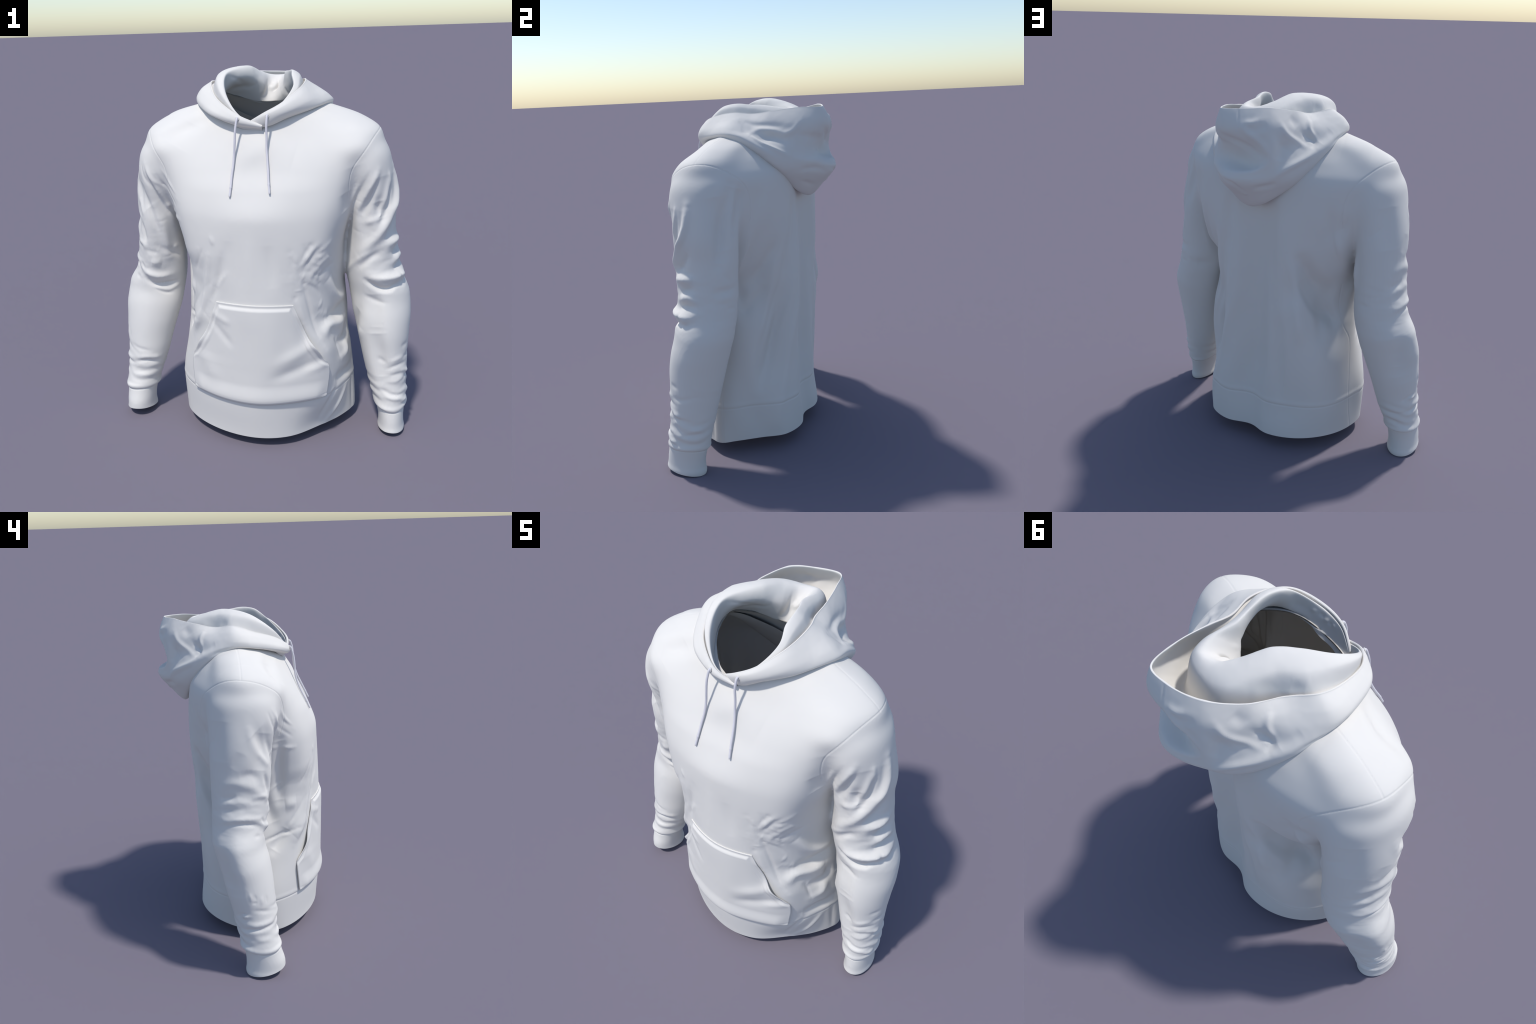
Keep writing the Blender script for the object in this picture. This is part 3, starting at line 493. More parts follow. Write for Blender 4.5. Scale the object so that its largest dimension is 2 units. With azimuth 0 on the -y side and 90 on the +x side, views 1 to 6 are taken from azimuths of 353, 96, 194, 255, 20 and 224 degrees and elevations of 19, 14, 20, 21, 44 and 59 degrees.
DRAPES = [
    swell(0.025, 0.022, (0.33,0.94,0.04), (0.083,0.346,1.236), (0.107,0.344,0.921), (0.204,0.321,0.649), (0.298,0.295,0.337), (0.339,0.274,0.163)),
    swell(0.025, -0.040, (0.68,0.73,0.06), (0.244,0.278,0.804), (0.315,0.238,0.579), (0.372,0.206,0.405)),
    swell(0.024, -0.013, (0.12,0.99,-0.02), (-0.125,0.345,1.444), (-0.127,0.347,1.175), (-0.144,0.350,0.803), (-0.165,0.325,0.359)),
    swell(0.025, -0.025, (0.65,0.75,-0.12), (0.292,0.298,1.229), (0.356,0.185,1.008)),
    swell(0.028, -0.040, (-0.76,0.65,0.02), (-0.290,0.299,1.174), (-0.356,0.184,0.937), (-0.370,0.217,0.734)),
    swell(0.024, 0.010, (-0.70,0.71,0.11), (-0.266,0.290,0.971), (-0.299,0.287,0.761)),
    swell(0.022, -0.016, (0.18,0.98,0.02), (0.150,0.352,1.463), (0.182,0.352,1.196)),
    swell(0.035, -0.022, (0.76,0.64,0.12), (0.635,0.124,1.539), (0.644,0.167,1.256)),
    swell(0.026, 0.040, (0.16,0.96,-0.22), (-0.449,0.226,1.361), (-0.501,0.117,1.071)),
    swell(0.022, 0.025, (0.14,0.98,-0.13), (0.439,0.218,1.336), (0.447,0.076,1.056)),
    swell(0.035, -0.012, (-0.73,0.68,0.07), (-0.764,0.111,0.881), (-0.783,0.116,0.620)),
    swell(0.024, -0.030, (-0.73,0.68,0.04), (-0.284,0.309,1.181), (-0.319,0.225,0.965), (-0.393,0.153,0.786)),
    swell(0.020, 0.020, (-0.55,0.83,-0.10), (-0.243,0.313,1.029), (-0.277,0.304,0.724)),
    swell(0.040, -0.013, (-0.78,0.62,0.13), (-0.651,0.137,1.493), (-0.684,0.141,1.271)),
    swell(0.060, -0.010, (-0.65,0.76,0.03), (-0.773,0.146,0.809), (-0.796,0.097,0.558)),
    swell(0.030, -0.015, (-0.20,-0.69,0.70), (-0.270,-0.134,1.764), (-0.478,-0.164,1.684)),
    swell(0.030, -0.015, (-0.83,-0.56,0.03), (-0.663,-0.125,1.426), (-0.700,-0.086,1.223)),
    swell(0.060, 0.010, (0.02,-0.88,0.48), (-0.106,-0.240,1.646), (0.197,-0.268,1.577)),
    swell(0.036, -0.020, (-0.56,-0.83,0.08), (-0.694,-0.067,1.435), (-0.606,-0.153,1.290)),
    swell(0.026, -0.020, (-0.96,-0.28,0.07), (-0.422,-0.086,0.973), (-0.398,-0.147,0.773)),
    swell(0.022, -0.020, (-0.95,-0.25,0.20), (-0.424,-0.146,0.604), (-0.379,-0.232,0.726)),
    swell(0.024, 0.014, (-0.87,-0.49,-0.03), (-0.373,-0.216,0.882), (-0.335,-0.282,0.885)),
    swell(0.030, -0.018, (-0.29,-0.96,0.00), (0.614,-0.188,0.616), (0.664,-0.203,0.358)),
    swell(0.050, -0.008, (-0.16,-0.75,0.64), (-0.355,-0.126,1.743), (-0.438,-0.207,1.633)),
    swell(0.036, -0.016, (0.21,-0.93,0.30), (-0.581,-0.190,1.500), (-0.573,-0.076,0.801)),
    swell(0.036, -0.018, (0.39,-0.90,0.22), (0.480,-0.212,1.540), (0.627,-0.161,0.948)),
    swell(0.060, 0.010, (-0.36,0.18,0.92), (-0.529,0.047,1.752), (-0.386,0.113,1.788)),
    swell(0.035, 0.015, (0.84,-0.33,0.43), (-0.094,-0.284,1.565), (0.065,-0.277,1.638)),
    swell(0.040, -0.010, (0.86,-0.51,-0.00), (0.635,-0.142,1.471), (0.637,-0.135,1.282)),
    swell(0.022, -0.025, (0.69,0.71,0.12), (0.555,0.177,1.583), (0.646,0.155,1.363), (0.668,0.139,1.187)),
    swell(0.020, -0.025, (0.46,-0.88,0.15), (0.621,-0.158,1.338), (0.632,-0.148,1.245)),
    swell(0.022, -0.015, (0.56,0.83,-0.04), (0.354,0.216,0.688), (0.385,0.189,0.475)),
    swell(0.020, -0.020, (0.18,0.98,-0.09), (0.543,0.171,0.949), (0.394,0.139,0.939)),
    swell(0.020, -0.018, (0.60,0.80,0.01), (0.144,0.345,1.427), (0.190,0.342,1.107), (0.244,0.261,0.798), (0.309,0.219,0.491)),
    swell(0.024, -0.021, (-0.43,0.88,-0.20), (-0.409,0.276,1.457), (-0.414,0.235,1.290)),
    swell(0.022, -0.030, (-0.64,0.77,0.01), (-0.366,0.157,1.006), (-0.398,0.135,0.761)),
    swell(0.024, 0.015, (0.09,0.98,-0.19), (-0.451,0.229,1.302), (-0.503,0.120,0.993)),
    swell(0.024, -0.011, (0.52,0.85,-0.11), (0.423,0.266,1.557), (0.422,0.247,1.378)),
    swell(0.024, 0.014, (0.05,0.98,-0.17), (0.457,0.185,1.257), (0.453,0.097,1.047)),
    swell(0.024, -0.017, (0.79,0.60,0.12), (0.409,0.120,1.006), (0.407,0.139,0.824)),
    swell(0.020, -0.013, (-0.02,1.00,-0.07), (-0.174,0.342,0.815), (-0.165,0.321,0.381)),
    swell(0.020, -0.020, (-0.69,0.70,-0.19), (-0.465,0.236,1.411), (-0.458,0.212,1.273)),
    swell(0.020, -0.020, (-0.61,0.79,0.04), (-0.337,0.141,0.874), (-0.408,0.121,0.758)),
    swell(0.050, -0.010, (-0.79,0.61,0.11), (-0.778,0.120,0.828), (-0.826,0.052,0.515)),
    swell(0.024, -0.015, (0.07,0.99,-0.09), (0.489,0.123,0.934), (0.386,0.140,0.937)),
    swell(0.024, -0.014, (0.98,0.14,0.10), (0.458,0.017,0.633), (0.470,0.013,0.533)),
    swell(0.020, -0.012, (0.27,0.96,-0.13), (0.205,0.340,1.233), (0.232,0.307,1.025)),
    swell(0.024, 0.017, (0.88,0.42,-0.21), (0.455,0.127,1.185), (0.428,0.097,1.045)),
    swell(0.022, -0.024, (-0.93,-0.35,-0.10), (-0.465,-0.197,1.318), (-0.382,-0.189,0.910)),
    swell(0.024, 0.017, (-0.99,0.12,-0.02), (-0.452,-0.023,1.106), (-0.428,0.083,0.745)),
    swell(0.024, 0.008, (-0.62,-0.78,-0.04), (-0.342,-0.289,0.715), (-0.217,-0.371,0.936)),
    swell(0.020, -0.016, (0.25,-0.96,0.08), (0.231,-0.381,0.736), (0.269,-0.380,0.493)),
    swell(0.026, -0.014, (-0.24,-0.97,-0.10), (0.604,-0.157,0.831), (0.624,-0.183,0.646)),
    swell(0.020, 0.020, (0.54,-0.84,-0.06), (-0.558,-0.137,1.217), (-0.548,-0.094,0.995)),
    swell(0.024, 0.013, (-0.75,-0.65,0.09), (-0.362,-0.270,0.666), (-0.271,-0.345,0.761)),
    swell(0.024, -0.011, (0.81,-0.58,-0.01), (0.307,-0.316,0.765), (0.406,-0.196,0.569)),
    swell(0.030, -0.014, (-0.04,-0.92,0.40), (0.628,-0.185,0.621), (0.696,-0.208,0.258)),
    swell(0.024, 0.011, (-0.65,-0.76,0.00), (0.506,-0.130,1.173), (0.514,-0.161,1.346)),
    swell(0.022, -0.020, (0.42,0.91,0.01), (0.508,0.209,1.561), (0.578,0.196,1.343)),
    swell(0.026, -0.010, (0.87,-0.48,-0.11), (0.443,-0.228,1.398), (0.446,-0.201,1.299)),
]
HOOD_DRAPES = [
    swell(0.034, -0.014, (0.33,0.93,-0.17), (0.146,0.451,1.781), (0.021,0.472,1.736)),
    swell(0.024, 0.018, (0.77,0.64,-0.08), (0.312,0.254,1.686), (0.209,0.333,1.595)),
    swell(0.020, -0.016, (-0.81,0.58,0.04), (-0.204,0.400,1.802), (-0.208,0.426,1.712)),
    swell(0.026, 0.010, (-0.44,0.65,0.62), (-0.110,0.477,1.893), (0.037,0.502,1.672)),
    swell(0.040, -0.006, (0.66,0.39,0.64), (0.299,0.123,1.863), (0.203,0.354,1.836)),
    swell(0.024, -0.007, (-0.36,-0.79,0.50), (-0.241,-0.157,1.837), (-0.123,-0.249,1.778)),
]

def swollen(V, drapes):
    D = np.zeros_like(V)
    for pts, wid, hgt, nrm in drapes:
        D += stroke_field(V, None, [(pts, wid * 1.5, hgt * .9)], True)[:, None] * np.array(nrm)
    return V + D

def armhole(side):
    """Sleeve seam: over the shoulder, down the front and back to the armpit."""
    P = [(.605, .0, 1.69), (.580, -.10, 1.664), (.548, -.18, 1.618), (.507, -.207, 1.562), (.468, -.205, 1.50),
         (.447, -.196, 1.42), (.436, -.16, 1.33), (.44, -.08, 1.27), (.445, .0, 1.25), (.445, .1, 1.27), (.452, .19, 1.33),
         (.455, .235, 1.42), (.467, .235, 1.52), (.507, .215, 1.598), (.560, .15, 1.66), (.59, .08, 1.686)]
    return np.array([(side * x + (-.006 if side < 0 else .0), y, z) for x, y, z in P])

def sleeve_coords(V, side):
    zs, M = sleeve_axis(side)
    xc, hx, yc, hy = mono(zs, M, V[:, 2]).T
    u = (V[:, 0] - xc) / hx; v = (V[:, 1] - yc) / hy
    return np.hypot(u, v), np.arctan2(v, u * side)   # 0 = outside, -pi/2 = front, pi = against the body

def hem_seam_z(V):
    return 0.283 + 0 * V[:, 2]

def cuff_seam_z(side): return 0.168 if side < 0 else 0.150

def region_of(V):
    """0 torso, 1 hem band, 2/3 left/right sleeve, 4/5 left/right cuff."""
    R = np.zeros(len(V), int)
    R[V[:, 2] < hem_seam_z(V)] = 1
    for k, side in ((2, -1), (3, 1)):
        r, _ = sleeve_coords(V, side)
        lower = (r < 1.25) & (V[:, 0] * side > .40) & (V[:, 2] < 1.30)
        torso_r = np.hypot(V[:, 0] / np.interp(V[:, 2], [t[0] for t in TORSO], [t[1][4][0] for t in TORSO]), V[:, 1] / .41)
        lower &= (np.abs(r - 1) < np.abs(torso_r - 1)) | (V[:, 0] * side > .56)
        # armhole: outside of the surface swept through the seam loop
        A = armhole(side); xs = side * A[:, 0]
        front = V[:, 1] < 0
        fz = A[:8]; bz = np.vstack([A[8:], A[:1]])
        xf = np.interp(V[:, 2], fz[::-1, 2], side * fz[::-1, 0])
        xb = np.interp(V[:, 2], bz[:, 2], side * bz[:, 0])
        upper = (V[:, 0] * side > np.where(front, xf, xb)) & (V[:, 2] >= 1.25) & (V[:, 2] < 1.70)
        s = lower | upper
        R[s] = k
        R[s & (V[:, 2] < cuff_seam_z(side))] = k + 2
    return R

# ------------------------------------------------------------------ hood

HOOD = dict(
N=[(.03,-.225,1.722),(-.085,-.215,1.742),(-.165,-.13,1.80),(-.205,-.03,1.855),(-.205,.06,1.868),(-.165,.13,1.85),(-.115,.163,1.83),(-.055,.188,1.806),(-.015,.197,1.80),(.015,.197,1.80),(.055,.188,1.806),(.115,.163,1.83),(.165,.13,1.85),(.205,.06,1.868),(.205,-.03,1.855),(.175,-.11,1.81),(.11,-.18,1.765),(.04,-.212,1.742),(-.04,-.212,1.728)],
I=[(.031,-.226,1.727),(-.082,-.222,1.76),(-.160,-.135,1.825),(-.188,-.035,1.91),(-.125,.035,1.945),(-.075,.10,1.945),(-.05,.14,1.925),(-.02,.18,1.905),(.0,.235,1.87),(.035,.235,1.87),(.070,.185,1.87),(.100,.15,1.89),(.138,.1,1.90),(.162,.04,1.91),(.178,-.04,1.89),(.175,-.115,1.85),(.112,-.19,1.80),(.04,-.222,1.766),(-.042,-.214,1.733)],
C=[(.033,-.229,1.733),(-.077,-.232,1.783),(-.165,-.15,1.893),(-.180,-.045,1.970),(-.130,.045,1.994),(-.088,.115,1.998),(-.065,.178,1.986),(-.045,.24,1.966),(.0,.302,1.945),(.065,.325,1.942),(.095,.265,1.953),(.100,.17,1.968),(.128,.10,1.974),(.150,.03,1.980),(.160,-.04,1.966),(.174,-.11,1.914),(.115,-.2,1.83),(.04,-.23,1.787),(-.045,-.217,1.739)],
O=[(.034,-.232,1.734),(-.076,-.237,1.78),(-.182,-.163,1.885),(-.227,-.05,1.955),(-.215,.07,1.982),(-.165,.16,1.980),(-.142,.243,1.962),(-.105,.322,1.935),(-.02,.358,1.92),(.085,.352,1.92),(.122,.30,1.925),(.130,.19,1.945),(.152,.115,1.957),(.185,.04,1.965),(.197,-.04,1.95),(.190,-.118,1.897),(.117,-.205,1.828),(.04,-.233,1.785),(-.047,-.219,1.74)],
V=[(.034,-.233,1.731),(-.076,-.239,1.774),(-.185,-.169,1.835),(-.249,-.053,1.885),(-.266,.068,1.918),(-.214,.17,1.88),(-.182,.27,1.80),(-.110,.36,1.76),(-.01,.385,1.75),(.075,.385,1.75),(.115,.33,1.78),(.156,.23,1.84),(.172,.14,1.905),(.209,.058,1.92),(.217,-.036,1.905),(.198,-.122,1.88),(.118,-.209,1.822),(.04,-.236,1.78),(-.048,-.221,1.738)],
R=[(.035,-.240,1.739),(-.076,-.247,1.785),(-.19,-.179,1.848),(-.257,-.05,1.893),(-.282,.06,1.932),(-.225,.168,1.919),(-.205,.29,1.938),(-.135,.415,1.958),(-.01,.486,1.952),(.089,.499,1.948),(.139,.388,1.949),(.171,.25,1.935),(.184,.15,1.926),(.219,.06,1.936),(.226,-.035,1.926),(.204,-.127,1.90),(.12,-.214,1.838),(.04,-.242,1.797),(-.05,-.226,1.745)],
M1=[(.034,-.247,1.735),(-.08,-.257,1.770),(-.205,-.195,1.825),(-.29,-.065,1.865),(-.335,.055,1.895),(-.268,.183,1.885),(-.238,.290,1.875),(-.175,.440,1.87),(-.01,.525,1.86),(.095,.525,1.865),(.175,.41,1.87),(.212,.27,1.87),(.235,.175,1.885),(.28,.065,1.895),(.26,-.05,1.89),(.225,-.145,1.87),(.13,-.228,1.82),(.046,-.25,1.784),(-.048,-.229,1.74)],
M2=[(.033,-.248,1.73),(-.083,-.258,1.755),(-.218,-.205,1.80),(-.312,-.08,1.835),(-.362,.055,1.855),(-.308,.190,1.845),(-.272,.262,1.80),(-.180,.452,1.745),(-.01,.470,1.71),(.11,.475,1.72),(.19,.400,1.76),(.25,.26,1.80),(.30,.175,1.83),(.34,.065,1.855),(.295,-.06,1.85),(.245,-.15,1.835),(.145,-.225,1.795),(.052,-.249,1.765),(-.046,-.229,1.734)],
M3=[(.032,-.245,1.725),(-.086,-.25,1.742),(-.225,-.2,1.783),(-.313,-.085,1.815),(-.365,.05,1.832),(-.355,.16,1.808),(-.332,.245,1.763),(-.205,.43,1.635),(-.01,.553,1.625),(.10,.515,1.625),(.238,.362,1.665),(.33,.258,1.745),(.352,.155,1.81),(.36,.06,1.83),(.31,-.055,1.82),(.25,-.14,1.805),(.152,-.205,1.775),(.056,-.242,1.745),(-.043,-.226,1.728)],
M4=[(.031,-.241,1.722),(-.087,-.244,1.738),(-.226,-.193,1.778),(-.311,-.083,1.808),(-.36,.04,1.824),(-.359,.14,1.797),(-.345,.22,1.75),(-.225,.375,1.59),(-.02,.475,1.525),(.10,.43,1.535),(.24,.335,1.63),(.325,.235,1.722),(.355,.135,1.797),(.354,.05,1.817),(.307,-.047,1.81),(.248,-.13,1.796),(.152,-.19,1.767),(.058,-.234,1.736),(-.041,-.221,1.724)],
B=[(.03,-.237,1.72),(-.088,-.238,1.735),(-.225,-.185,1.775),(-.305,-.08,1.803),(-.352,.035,1.818),(-.36,.125,1.79),(-.345,.2,1.742),(-.225,.325,1.575),(-.03,.385,1.452),(.08,.36,1.485),(.20,.295,1.60),(.295,.20,1.713),(.351,.12,1.788),(.345,.045,1.808),(.30,-.04,1.803),(.245,-.12,1.79),(.15,-.178,1.762),(.06,-.226,1.73),(-.04,-.215,1.722)],
U=[(.03,-.228,1.718),(-.088,-.225,1.735),(-.21,-.165,1.77),(-.27,-.065,1.803),(-.31,.03,1.812),(-.32,.115,1.785),(-.29,.17,1.75),(-.18,.27,1.66),(-.03,.31,1.60),(.06,.30,1.62),(.14,.255,1.68),(.24,.165,1.745),(.30,.105,1.785),(.30,.04,1.808),(.26,-.03,1.802),(.21,-.1,1.785),(.13,-.155,1.76),(.05,-.205,1.732),(-.04,-.21,1.723)])

HOOD_STROKES = [
    ridge(0.017, 0.0140, (-0.311,0.266,1.763), (-0.297,0.303,1.731), (-0.258,0.364,1.697), (-0.222,0.415,1.668), (-0.186,0.447,1.629)),
    crease(0.014, 0.0100, (-0.246,0.293,1.837), (-0.291,0.250,1.791), (-0.295,0.279,1.763)),
    ridge(0.013, 0.0080, (-0.239,0.224,1.898), (-0.264,0.247,1.849), (-0.287,0.238,1.811)),
    crease(0.026, 0.0060, (-0.202,0.344,1.915), (-0.233,0.312,1.869)),
    ridge(0.015, 0.0090, (-0.191,0.404,1.890), (-0.216,0.384,1.838), (-0.244,0.324,1.794), (-0.285,0.284,1.766)),
    crease(0.026, 0.0080, (-0.178,0.439,1.863), (-0.199,0.420,1.810), (-0.246,0.362,1.738)),
    ridge(0.017, 0.0110, (-0.025,0.516,1.887), (-0.087,0.500,1.831), (-0.133,0.471,1.787), (-0.169,0.459,1.740)),
    crease(0.016, 0.0140, (0.092,0.520,1.833), (0.017,0.511,1.805), (-0.044,0.491,1.783), (-0.096,0.471,1.748), (-0.140,0.467,1.733)),
    crease(0.032, 0.0160, (0.067,0.477,1.708), (0.000,0.482,1.694), (-0.068,0.484,1.688), (-0.122,0.474,1.701)),
    ridge(0.016, 0.0110, (0.059,0.527,1.654), (-0.033,0.528,1.653), (-0.095,0.501,1.661), (-0.145,0.472,1.684), (-0.171,0.458,1.724)),
    crease(0.018, 0.0080, (-0.090,0.494,1.574), (-0.140,0.463,1.584), (-0.192,0.429,1.601)),
    crease(0.009, 0.0070, (0.096,0.518,1.627), (-0.007,0.545,1.599), (-0.047,0.493,1.551)),
    ridge(0.008, 0.0050, (-0.039,0.495,1.550), (-0.043,0.474,1.530)),
    ridge(0.014, 0.0070, (-0.046,0.508,1.892), (-0.083,0.495,1.890), (-0.113,0.472,1.906)),
    crease(0.018, 0.0060, (-0.059,0.512,1.860), (-0.109,0.492,1.863), (-0.152,0.455,1.885)),
    crease(0.003, 0.0030, (-0.007,0.492,1.946), (-0.019,0.509,1.908), (-0.025,0.520,1.872)),
    crease(0.022, 0.0050, (-0.331,0.157,1.844), (-0.314,0.235,1.790)),
    ridge(0.017, 0.0108, (0.299,0.180,1.825), (0.247,0.216,1.841), (0.218,0.285,1.828), (0.206,0.341,1.813), (0.189,0.387,1.832), (0.169,0.418,1.874)),
    crease(0.024, 0.0117, (0.289,0.232,1.794), (0.227,0.288,1.803), (0.208,0.360,1.778)),
    ridge(0.012, 0.0117, (0.316,0.184,1.815), (0.311,0.241,1.777), (0.287,0.290,1.748), (0.256,0.337,1.719), (0.233,0.367,1.698)),
    crease(0.015, 0.0045, (0.268,0.103,1.892), (0.315,0.171,1.822)),
    crease(0.016, 0.0063, (0.257,0.123,1.891), (0.247,0.176,1.870), (0.213,0.264,1.862), (0.199,0.340,1.852)),
    crease(0.020, 0.0099, (0.181,0.407,1.805), (0.140,0.464,1.793), (0.028,0.498,1.785)),
    crease(0.016, 0.0072, (0.191,0.408,1.618), (0.129,0.487,1.622), (0.048,0.532,1.593)),
    crease(0.015, 0.0063, (0.140,0.407,1.554), (0.063,0.445,1.520)),
    ridge(0.020, 0.0072, (0.220,0.382,1.693), (0.172,0.444,1.665), (0.085,0.514,1.659)),
    ridge(0.012, 0.0045, (0.307,0.181,1.732), (0.301,0.232,1.698)),
    crease(0.029, 0.0040, (-0.213,0.132,1.936), (-0.245,0.096,1.927)),
    ridge(0.024, 0.0020, (-0.207,0.129,1.951), (-0.237,0.066,1.959)),
    crease(0.024, 0.0025, (-0.126,0.271,1.957), (-0.177,0.193,1.934), (-0.213,0.148,1.909)),
    ridge(0.010, 0.0030, (0.146,-0.160,1.831), (0.130,-0.176,1.815)),
    crease(0.010, 0.0030, (0.122,-0.184,1.811), (0.104,-0.199,1.804)),
    ridge(0.010, 0.0030, (0.102,-0.198,1.798), (0.089,-0.204,1.784)),
    crease(0.008, 0.0025, (0.089,-0.204,1.784), (0.072,-0.213,1.780)),
    ridge(0.008, 0.0025, (0.074,-0.214,1.785), (0.058,-0.218,1.774)),
    crease(0.007, 0.0150, (0.020,0.233,1.862), (0.037,0.237,1.874), (0.048,0.268,1.905)),
    ridge(0.016, 0.0150, (-0.002,0.242,1.887), (0.019,0.243,1.873), (0.033,0.275,1.908)),
    crease(0.012, 0.0050, (-0.010,0.248,1.921), (-0.012,0.210,1.866), (-0.037,0.184,1.832)),
    crease(0.010, 0.0040, (0.094,0.158,1.886), (0.114,0.156,1.846)),
    ridge(0.010, 0.0040, (0.074,0.205,1.896), (0.092,0.168,1.838)),
    crease(0.016, 0.0050, (-0.179,0.056,1.889), (-0.102,0.125,1.889)),
    crease(0.010, 0.0040, (-0.167,-0.017,1.957), (-0.131,0.036,1.935), (-0.097,0.126,1.891), (-0.054,0.142,1.906)),
    crease(0.007, 0.0050, (-0.088,-0.255,1.770), (-0.086,-0.256,1.767)),
    crease(0.008, 0.0070, (0.061,-0.250,1.785), (0.063,-0.250,1.782)),
]

def build_hood(mat):
    cols = 520
    T = {k: catmull(np.array(v), cols) for k, v in HOOD.items()}
    c = np.array([0, .03, 0])
    inw = c - T['R']; inw[:, 2] = 0; inw /= np.linalg.norm(inw, axis=1)[:, None]
    up = np.array([0, 0, 1.0]); t = .009
    Ri = T['R'] + inw * t * .70 - up * .0025
    # inside of the outer layer: follows it closely at the back (an open pouch), meets the roll at the sides
    back = smoothstep(.20, .36, T['R'][:, 1])[:, None]
    Rm = .5 * (Ri + T['V']); Rm = .55 * Rm + .45 * (.5 * (T['M1'] + T['R']) + inw * t * 1.3)
    Rm = (1 - back) * Rm + back * (T['M1'] + inw * .013 + up * .01)
    Vin = (1 - back) * T['V'] + back * (.55 * T['V'] + .45 * (T['M2'] + inw * .022 + up * .02))
    Ro = T['R'] - inw * t * .30 - up * .003
    front = smoothstep(-.12, -.20, T['N'][:, 1])[:, None]
    End = T['N'] + inw * (-.012 + .034 * front) - up * (.012 + .026 * front)     # the collar's underside tucks down into the neckline
    rows = [End, T['N'], T['I'], T['C'], T['O'], Vin, Rm, Ri, T['R'], Ro, T['M1'], T['M2'], T['M3'], T['M4'], T['B'], T['U'],
            .5 * (T['U'] + End)]
    G = np.stack(rows)                                 # (k, cols, 3)
    nrow = 220
    out = np.empty((nrow, cols, 3))
    for j in range(cols): out[:, j] = catmull(G[:, j], nrow)
    V = swollen(out.reshape(-1, 3), HOOD_DRAPES)
    F = grid_faces(nrow, cols)
    # close the two front ends
    Q = np.array(F); N = vertex_normals(V, Q)
    mid = V.mean(0)
    # outward check at the outer shell
    k = int(nrow * .68) * cols + cols // 2
    if (N[k] @ (V[k] - np.array([0, .2, 1.75]))) < 0:
        Q = Q[:, ::-1]; N = -N
    # folds push both layers of the cloth the same way
    D = np.zeros_like(V)
    for pts, wid, hgt in HOOD_STROKES:
        n = sum(N[((V - p) ** 2).sum(1).argmin()] for p in np.array(pts)); n = n / np.linalg.norm(n)
        D += stroke_field(V, N, [(pts, wid, hgt)])[:, None] * n
    soft = fbm(V[::1], 9, 3, 3) * .0016
    frontfade = smoothstep(-.16, -.02, V[:, 1])
    V = V + D + N * (soft * frontfade)[:, None]
    F = [tuple(q) for q in Q]
    F.append(tuple(i * cols for i in range(nrow))); F.append(tuple(i * cols + cols - 1 for i in range(nrow))[::-1])
    return make_mesh("hood", V, F, mat)

# ------------------------------------------------------------------ pocket

